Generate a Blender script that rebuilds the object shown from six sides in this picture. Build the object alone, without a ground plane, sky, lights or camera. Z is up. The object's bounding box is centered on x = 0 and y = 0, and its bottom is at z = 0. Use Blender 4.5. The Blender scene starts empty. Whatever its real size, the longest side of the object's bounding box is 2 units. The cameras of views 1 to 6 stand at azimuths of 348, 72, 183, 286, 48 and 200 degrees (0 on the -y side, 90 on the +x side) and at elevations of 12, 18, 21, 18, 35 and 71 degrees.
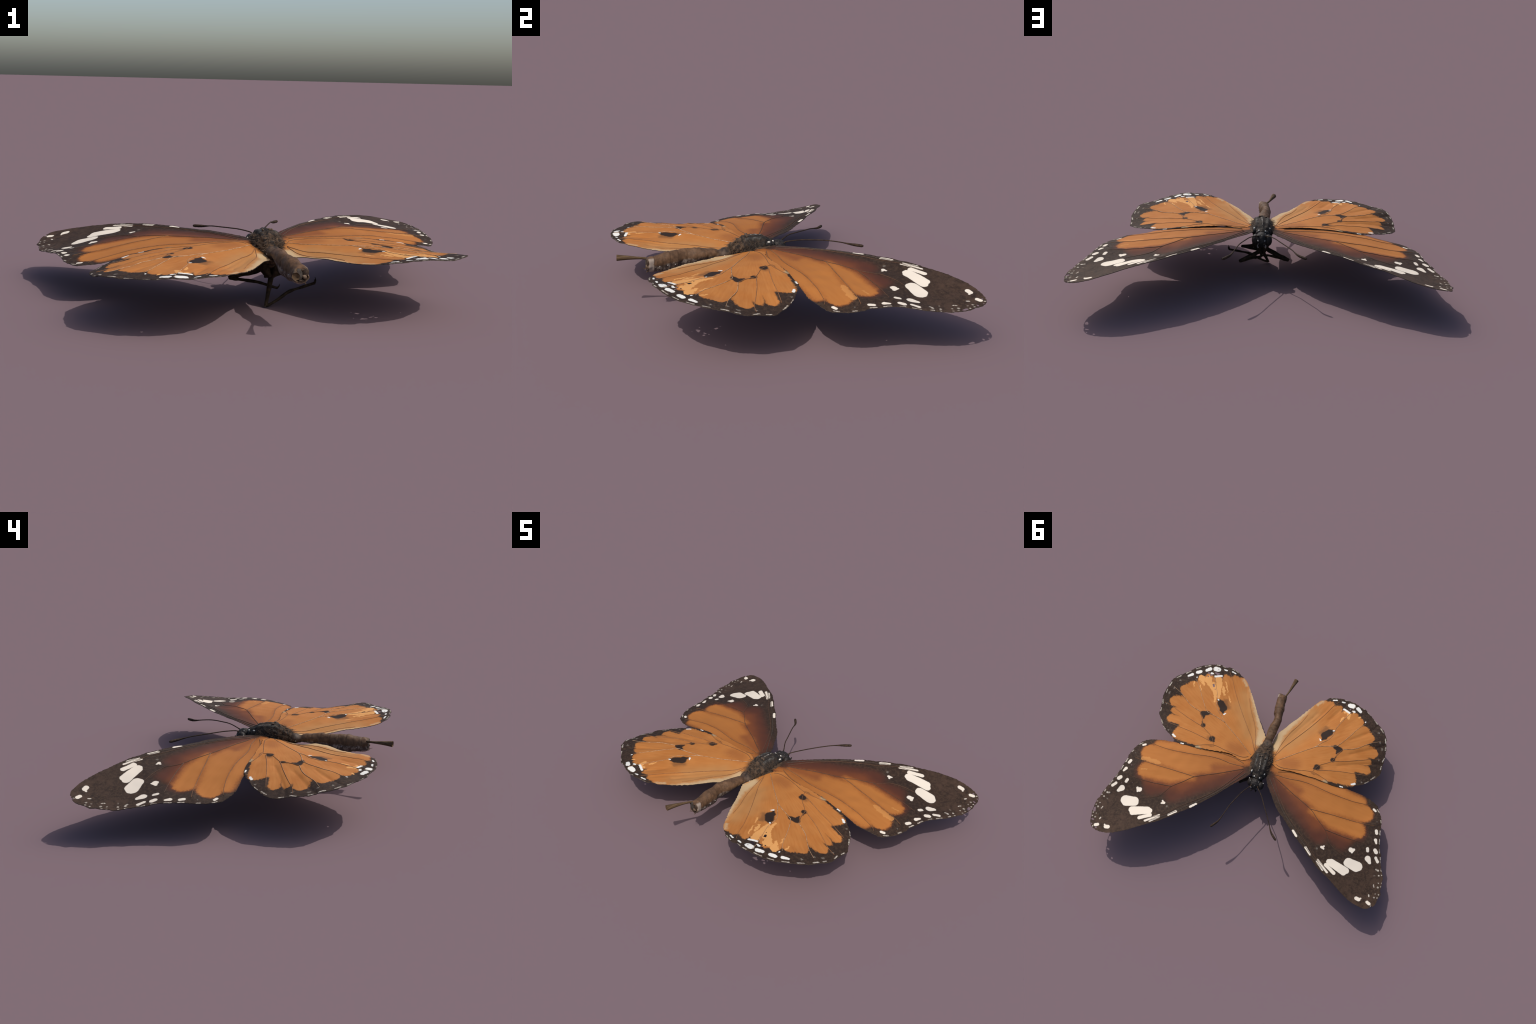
# A dried plain-tiger butterfly, wings spread, built in metres (z up).
# Layout: butterfly (Empty) > forewing / hindwing (> vein), thorax (> hair, pale_spot),
#         head (> compound_eye, antenna, palp, pale_spot), abdomen (> hair_pencil ...), leg (> claw)
import bpy, math, random
import numpy as np
from mathutils import Vector
from mathutils.geometry import delaunay_2d_cdt

rng = random.Random(7)
nrng = np.random.default_rng(7)

# ---------------------------------------------------------------------------
# control points (plan view x, y; heights x, y, z), all in metres
# ---------------------------------------------------------------------------
FOREWING_EAST_RIM = [
    (0.077, -0.014), (0.073, 0.03), (0.094, 0.069), (0.123, 0.105), (0.188, 0.185), (0.227, 0.239), (0.268, 0.287), (0.33, 0.355),
    (0.376, 0.405), (0.416, 0.439), (0.472, 0.492), (0.503, 0.517), (0.534, 0.546), (0.581, 0.576), (0.646, 0.621), (0.712, 0.666),
    (0.761, 0.693), (0.818, 0.719), (0.87, 0.728), (0.901, 0.728), (0.929, 0.723), (0.958, 0.707), (0.976, 0.679), (0.981, 0.652),
    (0.99, 0.621), (0.994, 0.579), (0.993, 0.551), (0.992, 0.526), (0.981, 0.495), (0.97, 0.445), (0.956, 0.405), (0.944, 0.371),
    (0.927, 0.324), (0.918, 0.27), (0.91, 0.216), (0.905, 0.188), (0.906, 0.168), (0.902, 0.136), (0.891, 0.105), (0.875, 0.069),
    (0.856, 0.042), (0.831, 0.024), (0.787, 0.009), (0.719, -0.008), (0.646, -0.013), (0.592, -0.018), (0.517, -0.047), (0.404, -0.069),
    (0.256, -0.078), (0.165, -0.075), (0.107, -0.065),
]

FOREWING_EAST_HEIGHT = [
    (0.5573, 0.4158, 0.2646), (0.7444, 0.3808, 0.2465), (0.7754, 0.4725, 0.2376), (0.6807, 0.5184, 0.2619), (0.3537, 0.3772, 0.2868),
    (0.4694, 0.4728, 0.284), (0.8526, 0.6851, 0.2365), (0.9247, 0.6944, 0.2252), (0.868, 0.4074, 0.2289), (0.8476, 0.347, 0.2413),
    (0.8994, 0.3399, 0.2384), (0.8913, 0.274, 0.2398), (0.8814, 0.2124, 0.2381), (0.8366, 0.0623, 0.2231), (0.4171, 0.185, 0.283),
    (0.5391, 0.5105, 0.2805), (0.123, 0.105, 0.278), (0.201, 0.203, 0.283), (0.28, 0.3, 0.285), (0.363, 0.39, 0.287),
    (0.453, 0.474, 0.288), (0.545, 0.553, 0.283), (0.647, 0.622, 0.275), (0.75, 0.687, 0.262), (0.87, 0.728, 0.237),
    (0.085, 0.02, 0.272), (0.73, -0.006, 0.2305), (0.692, -0.009, 0.2395), (0.652, -0.013, 0.249), (0.69, 0.046, 0.247),
    (0.609, 0.047, 0.259), (0.53, 0.04, 0.268), (0.454, 0.027, 0.27), (0.773, 0.038, 0.2365),
]

FOREWING_WEST_RIM = [
    (-0.032, -0.027), (-0.039, 0.027), (-0.064, 0.074), (-0.111, 0.132), (-0.153, 0.186), (-0.198, 0.231), (-0.237, 0.257), (-0.276, 0.289),
    (-0.317, 0.323), (-0.357, 0.357), (-0.395, 0.382), (-0.432, 0.407), (-0.473, 0.443), (-0.51, 0.467), (-0.547, 0.495), (-0.595, 0.518),
    (-0.649, 0.544), (-0.691, 0.568), (-0.753, 0.601), (-0.8, 0.623), (-0.844, 0.635), (-0.892, 0.642), (-0.931, 0.637), (-0.952, 0.621),
    (-0.964, 0.613), (-0.976, 0.594), (-0.983, 0.561), (-0.987, 0.535), (-0.994, 0.515), (-0.983, 0.49), (-0.983, 0.466), (-0.98, 0.431),
    (-0.975, 0.398), (-0.96, 0.368), (-0.944, 0.339), (-0.929, 0.303), (-0.918, 0.261), (-0.898, 0.227), (-0.889, 0.189), (-0.879, 0.156),
    (-0.872, 0.123), (-0.864, 0.082), (-0.857, 0.041), (-0.841, 0.01), (-0.82, -0.027), (-0.802, -0.051), (-0.774, -0.065), (-0.74, -0.077),
    (-0.702, -0.083), (-0.653, -0.087), (-0.593, -0.086), (-0.55, -0.091), (-0.487, -0.1), (-0.407, -0.11), (-0.288, -0.11), (-0.172, -0.102),
    (-0.069, -0.09), (-0.042, -0.066),
]

FOREWING_WEST_HEIGHT = [
    (-0.5445, 0.3534, 0.2431), (-0.7273, 0.3032, 0.2079), (-0.7652, 0.3919, 0.2011), (-0.6823, 0.4427, 0.2259), (-0.3383, 0.336, 0.2714),
    (-0.4581, 0.4159, 0.2651), (-0.8649, 0.597, 0.2029), (-0.9338, 0.6018, 0.1877), (-0.8445, 0.3207, 0.1806), (-0.825, 0.2608, 0.1907),
    (-0.8763, 0.2506, 0.1814), (-0.8958, 0.3009, 0.1723), (-0.8598, 0.1845, 0.1829), (-0.8424, 0.1253, 0.1852), (-0.8272, 0.0462, 0.1823),
    (-0.7917, -0.0205, 0.1782), (-0.9251, 0.3641, 0.1641), (-0.039, 0.027, 0.268), (-0.123, 0.148, 0.27), (-0.226, 0.25, 0.27),
    (-0.337, 0.339, 0.272), (-0.449, 0.423, 0.273), (-0.56, 0.501, 0.262), (-0.68, 0.562, 0.249), (-0.799, 0.622, 0.224),
    (-0.931, 0.637, 0.199), (-0.035, 0, 0.268), (-0.667, -0.087, 0.198), (-0.63, -0.086, 0.207), (-0.593, -0.085, 0.218),
    (-0.24, 0.081, 0.262), (-0.315, 0.11, 0.262), (-0.389, 0.141, 0.261), (-0.537, 0.124, 0.238), (-0.61, 0.115, 0.225),
    (-0.684, 0.108, 0.208),
]

HINDWING_EAST_RIM = [
    (0.103, -0.103), (0.123, -0.059), (0.168, -0.035), (0.252, -0.053), (0.355, -0.039), (0.458, -0.022), (0.501, -0.022), (0.561, -0.02),
    (0.597, -0.017), (0.631, -0.025), (0.67, -0.046), (0.711, -0.07), (0.745, -0.09), (0.783, -0.128), (0.807, -0.162), (0.829, -0.19),
    (0.831, -0.214), (0.835, -0.25), (0.841, -0.291), (0.846, -0.321), (0.841, -0.358), (0.833, -0.39), (0.825, -0.427), (0.803, -0.469),
    (0.78, -0.49), (0.75, -0.517), (0.698, -0.57), (0.647, -0.604), (0.588, -0.629), (0.531, -0.643), (0.498, -0.637), (0.464, -0.647),
    (0.431, -0.641), (0.405, -0.638), (0.377, -0.619), (0.332, -0.597), (0.297, -0.558), (0.261, -0.511), (0.212, -0.443), (0.163, -0.371),
    (0.119, -0.317), (0.088, -0.278), (0.071, -0.252), (0.073, -0.221), (0.08, -0.188), (0.088, -0.144),
]

HINDWING_EAST_HEIGHT = [
    (0.4181, -0.3612, 0.2766), (0.5166, -0.2651, 0.2734), (0.4964, -0.1856, 0.2694), (0.406, -0.1117, 0.2759), (0.5454, -0.6063, 0.2918),
    (0.6078, -0.5867, 0.2882), (0.667, -0.553, 0.2785), (0.716, -0.5122, 0.2731), (0.6636, -0.0568, 0.2522), (0.3664, -0.255, 0.278),
    (0.5306, -0.4858, 0.2828), (0.7486, -0.0933, 0.2405), (0.7892, -0.137, 0.2261), (0.83, -0.2211, 0.2213), (0.8345, -0.2767, 0.2318),
    (0.8345, -0.3574, 0.248), (0.8235, -0.4078, 0.2635), (0.7885, -0.4719, 0.2701), (0.7346, -0.5282, 0.2709), (0.679, -0.5783, 0.2788),
    (0.6234, -0.6093, 0.2872), (0.308, -0.573, 0.268), (0.263, -0.514, 0.263), (0.219, -0.452, 0.261), (0.176, -0.391, 0.257),
    (0.133, -0.332, 0.25), (0.087, -0.279, 0.239), (0.1198, -0.0955, 0.2639), (0.127, -0.216, 0.244), (0.147, -0.266, 0.2425),
    (0.17, -0.315, 0.243), (0.197, -0.359, 0.249), (0.157, -0.216, 0.251), (0.236, -0.312, 0.26), (0.277, -0.363, 0.261),
    (0.316, -0.413, 0.266),
]

HINDWING_WEST_RIM = [
    (-0.034, -0.089), (-0.091, -0.061), (-0.137, -0.065), (-0.211, -0.074), (-0.276, -0.076), (-0.345, -0.08), (-0.394, -0.077), (-0.447, -0.075),
    (-0.5, -0.077), (-0.545, -0.086), (-0.586, -0.105), (-0.614, -0.129), (-0.659, -0.157), (-0.682, -0.18), (-0.713, -0.215), (-0.743, -0.256),
    (-0.751, -0.288), (-0.748, -0.326), (-0.746, -0.367), (-0.744, -0.403), (-0.738, -0.425), (-0.738, -0.45), (-0.725, -0.48), (-0.718, -0.508),
    (-0.704, -0.534), (-0.685, -0.559), (-0.657, -0.581), (-0.627, -0.6), (-0.597, -0.618), (-0.559, -0.643), (-0.522, -0.665), (-0.489, -0.672),
    (-0.442, -0.686), (-0.399, -0.69), (-0.356, -0.69), (-0.316, -0.684), (-0.281, -0.676), (-0.255, -0.663), (-0.242, -0.648), (-0.206, -0.627),
    (-0.19, -0.605), (-0.173, -0.581), (-0.145, -0.538), (-0.106, -0.473), (-0.067, -0.409), (-0.029, -0.344), (-0.005, -0.309), (0.007, -0.273),
    (0.009, -0.235), (-0, -0.183), (-0.011, -0.137),
]

HINDWING_WEST_HEIGHT = [
    (-0.3186, -0.4086, 0.2578), (-0.4308, -0.3211, 0.259), (-0.4173, -0.2414, 0.2548), (-0.3389, -0.1555, 0.2583), (-0.2803, -0.2952, 0.2618),
    (-0.4156, -0.6617, 0.253), (-0.4764, -0.6512, 0.2538), (-0.5416, -0.6182, 0.2473), (-0.5916, -0.5793, 0.2451), (-0.6522, -0.5393, 0.2441),
    (-0.357, -0.6679, 0.2545), (-0.2954, -0.6614, 0.2559), (-0.5971, -0.1267, 0.2267), (-0.4256, -0.0784, 0.2489), (-0.19, -0.604, 0.254),
    (-0.143, -0.535, 0.241), (-0.099, -0.462, 0.239), (-0.055, -0.386, 0.246), (-0.01, -0.316, 0.238), (0.004, -0.237, 0.22),
    (-0.7125, -0.2183, 0.199), (-0.745, -0.3072, 0.195), (-0.7417, -0.3662, 0.2064), (-0.7308, -0.4476, 0.2172), (-0.7111, -0.5022, 0.2336),
    (-0.6617, -0.564, 0.2401), (-0.6098, -0.6062, 0.2416), (-0.0615, -0.115, 0.259), (-0.09, -0.351, 0.241), (-0.118, -0.411, 0.239),
    (-0.05, -0.23, 0.234), (-0.066, -0.29, 0.238),
]

F_ORANGE = [
    (0.11, -0.032, 0.174, -0.019, 0.0124, 0.0282), (0.179, -0.033, 0.497, 0.003, 0.0282, 0.0407), (0.497, 0.003, 0.742, 0.033, 0.0407, 0.0305), (0.164, 0.01, 0.271, 0.042, 0.0198, 0.048),
    (0.271, 0.042, 0.491, 0.112, 0.0508, 0.0746), (0.491, 0.112, 0.777, 0.108, 0.0746, 0.0599), (0.43, 0.191, 0.575, 0.223, 0.0203, 0.0475), (0.575, 0.223, 0.752, 0.233, 0.0475, 0.0554),
]

F_BROWN = [
    (0.122, 0.041, 0.166, 0.085, 0.0169, 0.0367), (0.163, 0.093, 0.512, 0.336, 0.0395, 0.0593), (0.413, 0.219, 0.668, 0.341, 0.0339, 0.0537), (0.39, 0.123, 0.755, 0.245, 0.0678, 0.0621),
]

F_RED = [
    (0.165, 0.023, 0.311, 0.079, 0.0141, 0.0282),
]

F_RUST = [
    (0.182, 0.042, 0.485, 0.266, 0.0141, 0.0424), (0.538, 0.27, 0.707, 0.274, 0.0339, 0.048),
]

F_WHITE = [
    (0.845, 0.066, 0.831, 0.058, 0.0073, 0.0073), (0.884, 0.218, 0.878, 0.203, 0.0102, 0.0102), (0.896, 0.287, 0.887, 0.266, 0.0056, 0.0113), (0.908, 0.346, 0.898, 0.335, 0.0124, 0.0124),
    (0.931, 0.404, 0.914, 0.383, 0.0096, 0.0096), (0.85, 0.352, 0.847, 0.339, 0.0102, 0.0102), (0.88, 0.425, 0.863, 0.403, 0.0102, 0.0203), (0.75, 0.394, 0.76, 0.37, 0.0056, 0.0079),
    (0.741, 0.378, 0.741, 0.378, 0.0158, 0.0158), (0.809, 0.472, 0.743, 0.462, 0.0311, 0.0271), (0.797, 0.486, 0.736, 0.472, 0.0271, 0.0237), (0.738, 0.524, 0.634, 0.494, 0.0215, 0.0192),
    (0.723, 0.541, 0.621, 0.501, 0.0203, 0.0215), (0.664, 0.565, 0.602, 0.527, 0.0124, 0.0124), (0.619, 0.572, 0.543, 0.508, 0.0085, 0.0056), (0.588, 0.567, 0.537, 0.522, 0.0056, 0.0045),
    (0.369, 0.39, 0.34, 0.36, 0.0073, 0.0073), (0.486, 0.489, 0.447, 0.45, 0.0068, 0.0079), (0.563, 0.423, 0.546, 0.415, 0.0056, 0.0073), (0.562, 0.405, 0.553, 0.416, 0.0051, 0.0085),
    (0.861, 0.687, 0.844, 0.685, 0.0124, 0.0124), (0.873, 0.676, 0.872, 0.676, 0.0051, 0.0051), (0.933, 0.696, 0.919, 0.689, 0.0107, 0.0107),
]

F_SPECK = [
    (0.948, 0.461, 0.933, 0.457, 0.0056, 0.0056), (0.958, 0.492, 0.957, 0.492, 0.0051, 0.0051), (0.976, 0.484, 0.975, 0.484, 0.0045, 0.0045), (0.968, 0.457, 0.965, 0.444, 0.004, 0.004),
    (0.987, 0.537, 0.987, 0.537, 0.004, 0.004), (0.966, 0.542, 0.966, 0.542, 0.004, 0.004), (0.986, 0.561, 0.985, 0.561, 0.004, 0.004), (0.969, 0.571, 0.969, 0.571, 0.0062, 0.0062),
    (0.942, 0.575, 0.937, 0.563, 0.004, 0.004), (0.983, 0.619, 0.983, 0.619, 0.0045, 0.0045), (0.961, 0.619, 0.961, 0.619, 0.0045, 0.0045), (0.957, 0.645, 0.956, 0.645, 0.0056, 0.0056),
    (0.924, 0.648, 0.919, 0.638, 0.004, 0.004), (0.978, 0.642, 0.977, 0.642, 0.004, 0.004), (0.947, 0.71, 0.947, 0.71, 0.0045, 0.0045),
]

F_DASH = [
    (0.872, 0.069, 0.855, 0.051, 0.003, 0.003), (0.898, 0.137, 0.893, 0.122, 0.0034, 0.0034), (0.908, 0.222, 0.904, 0.196, 0.0034, 0.0034), (0.917, 0.283, 0.913, 0.253, 0.0034, 0.0034),
    (0.931, 0.343, 0.925, 0.32, 0.003, 0.003), (0.953, 0.404, 0.942, 0.371, 0.0034, 0.0034),
]

F_WORN = [
    (0.808, 0.165, 0.767, 0.159, 0.0124, 0.0158), (0.767, 0.159, 0.679, 0.161, 0.0158, 0.0102), (0.783, 0.238, 0.749, 0.23, 0.0056, 0.0045),
]

F_FAINT = [
    (0.518, 0.434, 0.517, 0.433, 0.0056, 0.0056), (0.873, 0.138, 0.872, 0.137, 0.0045, 0.0045), (0.931, 0.502, 0.93, 0.502, 0.0045, 0.0045),
]

H_ORANGE = [
    (0.36, -0.117, 0.625, -0.104, 0.0508, 0.0463), (0.436, -0.156, 0.737, -0.178, 0.0508, 0.0271), (0.495, -0.151, 0.627, -0.173, 0.0508, 0.0463), (0.562, -0.246, 0.735, -0.236, 0.0621, 0.0226),
    (0.556, -0.312, 0.753, -0.304, 0.0678, 0.0373), (0.546, -0.367, 0.707, -0.398, 0.0678, 0.0407), (0.551, -0.398, 0.674, -0.444, 0.0621, 0.0311), (0.536, -0.422, 0.623, -0.496, 0.0621, 0.0316),
    (0.519, -0.428, 0.58, -0.524, 0.0621, 0.0328), (0.481, -0.441, 0.517, -0.539, 0.0508, 0.026), (0.427, -0.461, 0.465, -0.565, 0.0508, 0.0271), (0.369, -0.47, 0.402, -0.569, 0.0621, 0.0384),
    (0.325, -0.434, 0.346, -0.558, 0.0565, 0.0554), (0.481, -0.277, 0.215, -0.212, 0.1469, 0.1864), (0.347, -0.492, 0.184, -0.294, 0.0847, 0.113), (0.334, -0.126, 0.506, -0.067, 0.0452, 0.0328),
    (0.308, -0.573, 0.323, -0.581, 0.0056, 0.0169), (0.134, -0.091, 0.341, -0.066, 0.0395, 0.0282), (0.152, -0.058, 0.464, -0.038, 0.0226, 0.0124), (0.64, -0.078, 0.5, -0.069, 0.0407, 0.035),
]

H_BLACK = [
    (0.438, -0.377, 0.408, -0.351, 0.0243, 0.0254), (0.411, -0.334, 0.393, -0.306, 0.0192, 0.0017), (0.455, -0.391, 0.469, -0.392, 0.0136, 0.0045), (0.532, -0.268, 0.498, -0.279, 0.0181, 0.0158),
    (0.524, -0.267, 0.513, -0.238, 0.0169, 0.0056), (0.503, -0.284, 0.469, -0.28, 0.0079, 0.0034), (0.497, -0.187, 0.496, -0.187, 0.0164, 0.0164), (0.507, -0.199, 0.515, -0.212, 0.0056, 0.0023),
    (0.404, -0.112, 0.403, -0.112, 0.0209, 0.0209), (0.387, -0.098, 0.386, -0.099, 0.0079, 0.0079), (0.558, -0.021, 0.505, -0.024, 0.0056, 0.009),
]

H_SMOKE = [
    (0.429, -0.114, 0.42, -0.113, 0.0113, 0.0113), (0.411, -0.4, 0.377, -0.367, 0.0192, 0.0136),
]

H_WHITE = [
    (0.559, -0.605, 0.537, -0.607, 0.0169, 0.0147), (0.616, -0.578, 0.596, -0.593, 0.0113, 0.0124), (0.675, -0.545, 0.656, -0.557, 0.0113, 0.0119), (0.726, -0.503, 0.704, -0.52, 0.0079, 0.0102),
    (0.499, -0.62, 0.481, -0.619, 0.0045, 0.0051), (0.443, -0.625, 0.417, -0.62, 0.0045, 0.0045), (0.674, -0.062, 0.653, -0.052, 0.0073, 0.0056), (0.598, -0.019, 0.58, -0.02, 0.0034, 0.0034),
    (0.543, -0.551, 0.504, -0.57, 0.0073, 0.0073), (0.576, -0.565, 0.564, -0.566, 0.0079, 0.0045), (0.665, -0.508, 0.664, -0.508, 0.0051, 0.0051), (0.465, -0.397, 0.46, -0.394, 0.004, 0.004),
    (0.389, -0.308, 0.381, -0.318, 0.0056, 0.0028),
]

H_FAINT = [
    (0.79, -0.385, 0.79, -0.385, 0.0051, 0.0051), (0.769, -0.454, 0.769, -0.454, 0.0051, 0.0051), (0.717, -0.084, 0.717, -0.085, 0.004, 0.004), (0.81, -0.345, 0.81, -0.345, 0.0045, 0.0045),
    (0.802, -0.271, 0.801, -0.271, 0.0045, 0.0045),
]

H_BEIGE = [
    (0.285, -0.552, 0.084, -0.267, 0.0056, 0.0311), (0.104, -0.273, 0.095, -0.196, 0.0282, 0.0226), (0.487, -0.025, 0.466, -0.028, 0.0056, 0.0056), (0.35, -0.596, 0.319, -0.569, 0.0068, 0.0068),
]

H_TAN = [
    (0.299, -0.497, 0.115, -0.202, 0.0395, 0.0395), (0.308, -0.401, 0.184, -0.226, 0.0339, 0.0339),
]

H_RED = [
    (0.185, -0.098, 0.258, -0.102, 0.0395, 0.0339),
]

H_DASH = [
    (0.761, -0.101, 0.741, -0.085, 0.0027, 0.0027), (0.799, -0.149, 0.776, -0.123, 0.003, 0.003), (0.827, -0.21, 0.829, -0.233, 0.003, 0.003), (0.831, -0.263, 0.838, -0.291, 0.003, 0.003),
    (0.835, -0.347, 0.833, -0.366, 0.003, 0.003), (0.828, -0.393, 0.82, -0.422, 0.0034, 0.0034), (0.798, -0.463, 0.776, -0.488, 0.003, 0.003), (0.747, -0.516, 0.722, -0.542, 0.003, 0.003),
    (0.692, -0.569, 0.665, -0.586, 0.003, 0.003), (0.638, -0.603, 0.602, -0.619, 0.003, 0.003), (0.562, -0.635, 0.539, -0.64, 0.0027, 0.0027), (0.52, -0.64, 0.498, -0.639, 0.0023, 0.0023),
    (0.448, -0.644, 0.43, -0.639, 0.0023, 0.0023), (0.421, -0.64, 0.404, -0.634, 0.0023, 0.0023),
]

H_WORN = [
    (0.632, -0.513, 0.598, -0.474, 0.0226, 0.0079), (0.585, -0.52, 0.56, -0.486, 0.0237, 0.0169), (0.546, -0.484, 0.511, -0.456, 0.0226, 0.0215), (0.503, -0.433, 0.481, -0.375, 0.0124, 0.0045),
    (0.51, -0.535, 0.47, -0.418, 0.0237, 0.0136), (0.461, -0.494, 0.436, -0.444, 0.009, 0.0056), (0.46, -0.534, 0.423, -0.475, 0.0045, 0.0034), (0.405, -0.443, 0.38, -0.412, 0.0045, 0.0056),
    (0.67, -0.465, 0.664, -0.434, 0.0079, 0.0034), (0.621, -0.46, 0.602, -0.421, 0.004, 0.0023),
]

H_WORN_W = [
    (-0.422, -0.598, -0.426, -0.566, 0.0124, 0.009), (-0.391, -0.561, -0.381, -0.528, 0.0056, 0.0045), (-0.494, -0.598, -0.504, -0.605, 0.0068, 0.0045), (-0.391, -0.601, -0.411, -0.611, 0.0079, 0.0056),
    (-0.443, -0.626, -0.45, -0.615, 0.0056, 0.0045),
]

F_VEINS = [
    [(0.135, 0.006), (0.223, 0.012), (0.302, 0.007), (0.379, 0.012), (0.52, 0.037), (0.664, 0.048), (0.773, 0.04), (0.804, 0.029)],
    [(0.129, 0.023), (0.198, 0.062), (0.276, 0.108), (0.415, 0.183), (0.477, 0.238), (0.541, 0.293), (0.575, 0.346), (0.597, 0.38), (0.662, 0.415), (0.727, 0.435)],
    [(0.42, 0.184), (0.548, 0.182), (0.701, 0.182), (0.795, 0.18), (0.861, 0.171)],
    [(0.541, 0.293), (0.651, 0.305), (0.753, 0.31), (0.84, 0.307)],
    [(0.125, 0.035), (0.198, 0.157), (0.277, 0.262), (0.364, 0.345), (0.452, 0.424), (0.506, 0.484), (0.585, 0.537), (0.64, 0.579)],
    [(0.102, 0.046), (0.161, 0.131), (0.247, 0.249), (0.345, 0.349), (0.422, 0.423), (0.509, 0.504), (0.596, 0.568)],
    [(0.143, -0.017), (0.222, -0.034), (0.331, -0.035), (0.447, -0.024)],
]

H_VEINS = [
    [(0.118, -0.094), (0.172, -0.129), (0.228, -0.167), (0.298, -0.211), (0.362, -0.252), (0.401, -0.291), (0.435, -0.318), (0.464, -0.361), (0.479, -0.422), (0.521, -0.499), (0.558, -0.564), (0.576, -0.611)],
    [(0.362, -0.252), (0.423, -0.27), (0.483, -0.283), (0.513, -0.296), (0.572, -0.371), (0.628, -0.452), (0.668, -0.492)],
    [(0.551, -0.275), (0.633, -0.302), (0.693, -0.343), (0.734, -0.369), (0.794, -0.395)],
    [(0.55, -0.272), (0.516, -0.222), (0.498, -0.182), (0.468, -0.159), (0.428, -0.136), (0.4, -0.11), (0.38, -0.072)],
    [(0.497, -0.176), (0.609, -0.207), (0.705, -0.242), (0.764, -0.265), (0.818, -0.273)],
    [(0.406, -0.092), (0.544, -0.117), (0.68, -0.132), (0.754, -0.142)],
    [(0.128, -0.073), (0.175, -0.055), (0.28, -0.062), (0.38, -0.072), (0.466, -0.044), (0.502, -0.026)],
    [(0.109, -0.135), (0.154, -0.212), (0.199, -0.267), (0.284, -0.371), (0.368, -0.484), (0.425, -0.574), (0.458, -0.614)],
    [(0.108, -0.142), (0.131, -0.229), (0.172, -0.319), (0.225, -0.4), (0.267, -0.483)],
]

HINDWING_WEST_FOLDS = [
    [(-0.292, -0.626), (-0.184, -0.423), (-0.078, -0.238)],
    [(-0.39, -0.68), (-0.335, -0.568), (-0.305, -0.512)],
    [(-0.637, -0.587), (-0.592, -0.516), (-0.485, -0.418)],
    [(-0.726, -0.475), (-0.659, -0.42), (-0.516, -0.322)],
    [(-0.735, -0.336), (-0.644, -0.301), (-0.461, -0.214)],
    [(-0.213, -0.536), (-0.116, -0.354), (-0.058, -0.226)],
]

HINDWING_EAST_FOLDS = [
    [(0.313, -0.552), (0.246, -0.399), (0.168, -0.267)],
    [(0.501, -0.597), (0.412, -0.453), (0.225, -0.242)],
    [(0.632, -0.315), (0.756, -0.344)],
]

FOREWING_EAST_HOLES = [
    (0.986, 0.586, 0.982, 0.604, 0.0085, 0.0073), (0.972, 0.663, 0.964, 0.665, 0.0062, 0.0056), (0.922, 0.711, 0.924, 0.709, 0.0056, 0.0056), (0.962, 0.696, 0.962, 0.696, 0.0051, 0.0051),
    (0.861, 0.228, 0.859, 0.234, 0.0028, 0.0028), (0.878, 0.371, 0.877, 0.371, 0.0023, 0.0023), (0.808, 0.348, 0.808, 0.348, 0.0023, 0.0023), (0.804, 0.276, 0.803, 0.276, 0.0017, 0.0017),
]

HINDWING_EAST_HOLES = [
    (0.533, -0.489, 0.529, -0.482, 0.0079, 0.0079), (0.578, -0.549, 0.571, -0.554, 0.0056, 0.0056), (0.591, -0.536, 0.59, -0.536, 0.004, 0.004), (0.597, -0.562, 0.594, -0.561, 0.0068, 0.0068),
    (0.547, -0.578, 0.527, -0.578, 0.0068, 0.0068), (0.536, -0.573, 0.533, -0.569, 0.0056, 0.0056), (0.496, -0.557, 0.495, -0.557, 0.004, 0.004), (0.721, -0.487, 0.72, -0.487, 0.0034, 0.0034),
    (0.512, -0.462, 0.511, -0.462, 0.0028, 0.0028), (0.538, -0.605, 0.538, -0.605, 0.0034, 0.0034), (0.553, -0.517, 0.553, -0.517, 0.0023, 0.0023),
]

FOREWING_WEST_HOLES = [
    (-0.96, 0.627, -0.959, 0.612, 0.0056, 0.0034),
]

HINDWING_WEST_HOLES = [
    (-0.419, -0.634, -0.42, -0.634, 0.0051, 0.0051), (-0.459, -0.638, -0.459, -0.638, 0.0017, 0.0017),
]


# the west wings are the mirror image of the east wings, turned a little about the body
WEST_OF_FORE = dict(turn=0.0886, size=1.007, shift=(0.0426, 0.0113))
WEST_OF_HIND = dict(turn=0.1191, size=1.000, shift=(0.0533, 0.0031))


def to_west(points, how):
    """pattern frame (east wing) -> west wing plan position"""
    c, s = math.cos(-how['turn']), math.sin(-how['turn'])
    out = []
    for x, y in points:
        dx, dy = (x - how['shift'][0]) / how['size'], (y - how['shift'][1]) / how['size']
        out.append((-(c * dx - s * dy), s * dx + c * dy))
    return out


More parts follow.
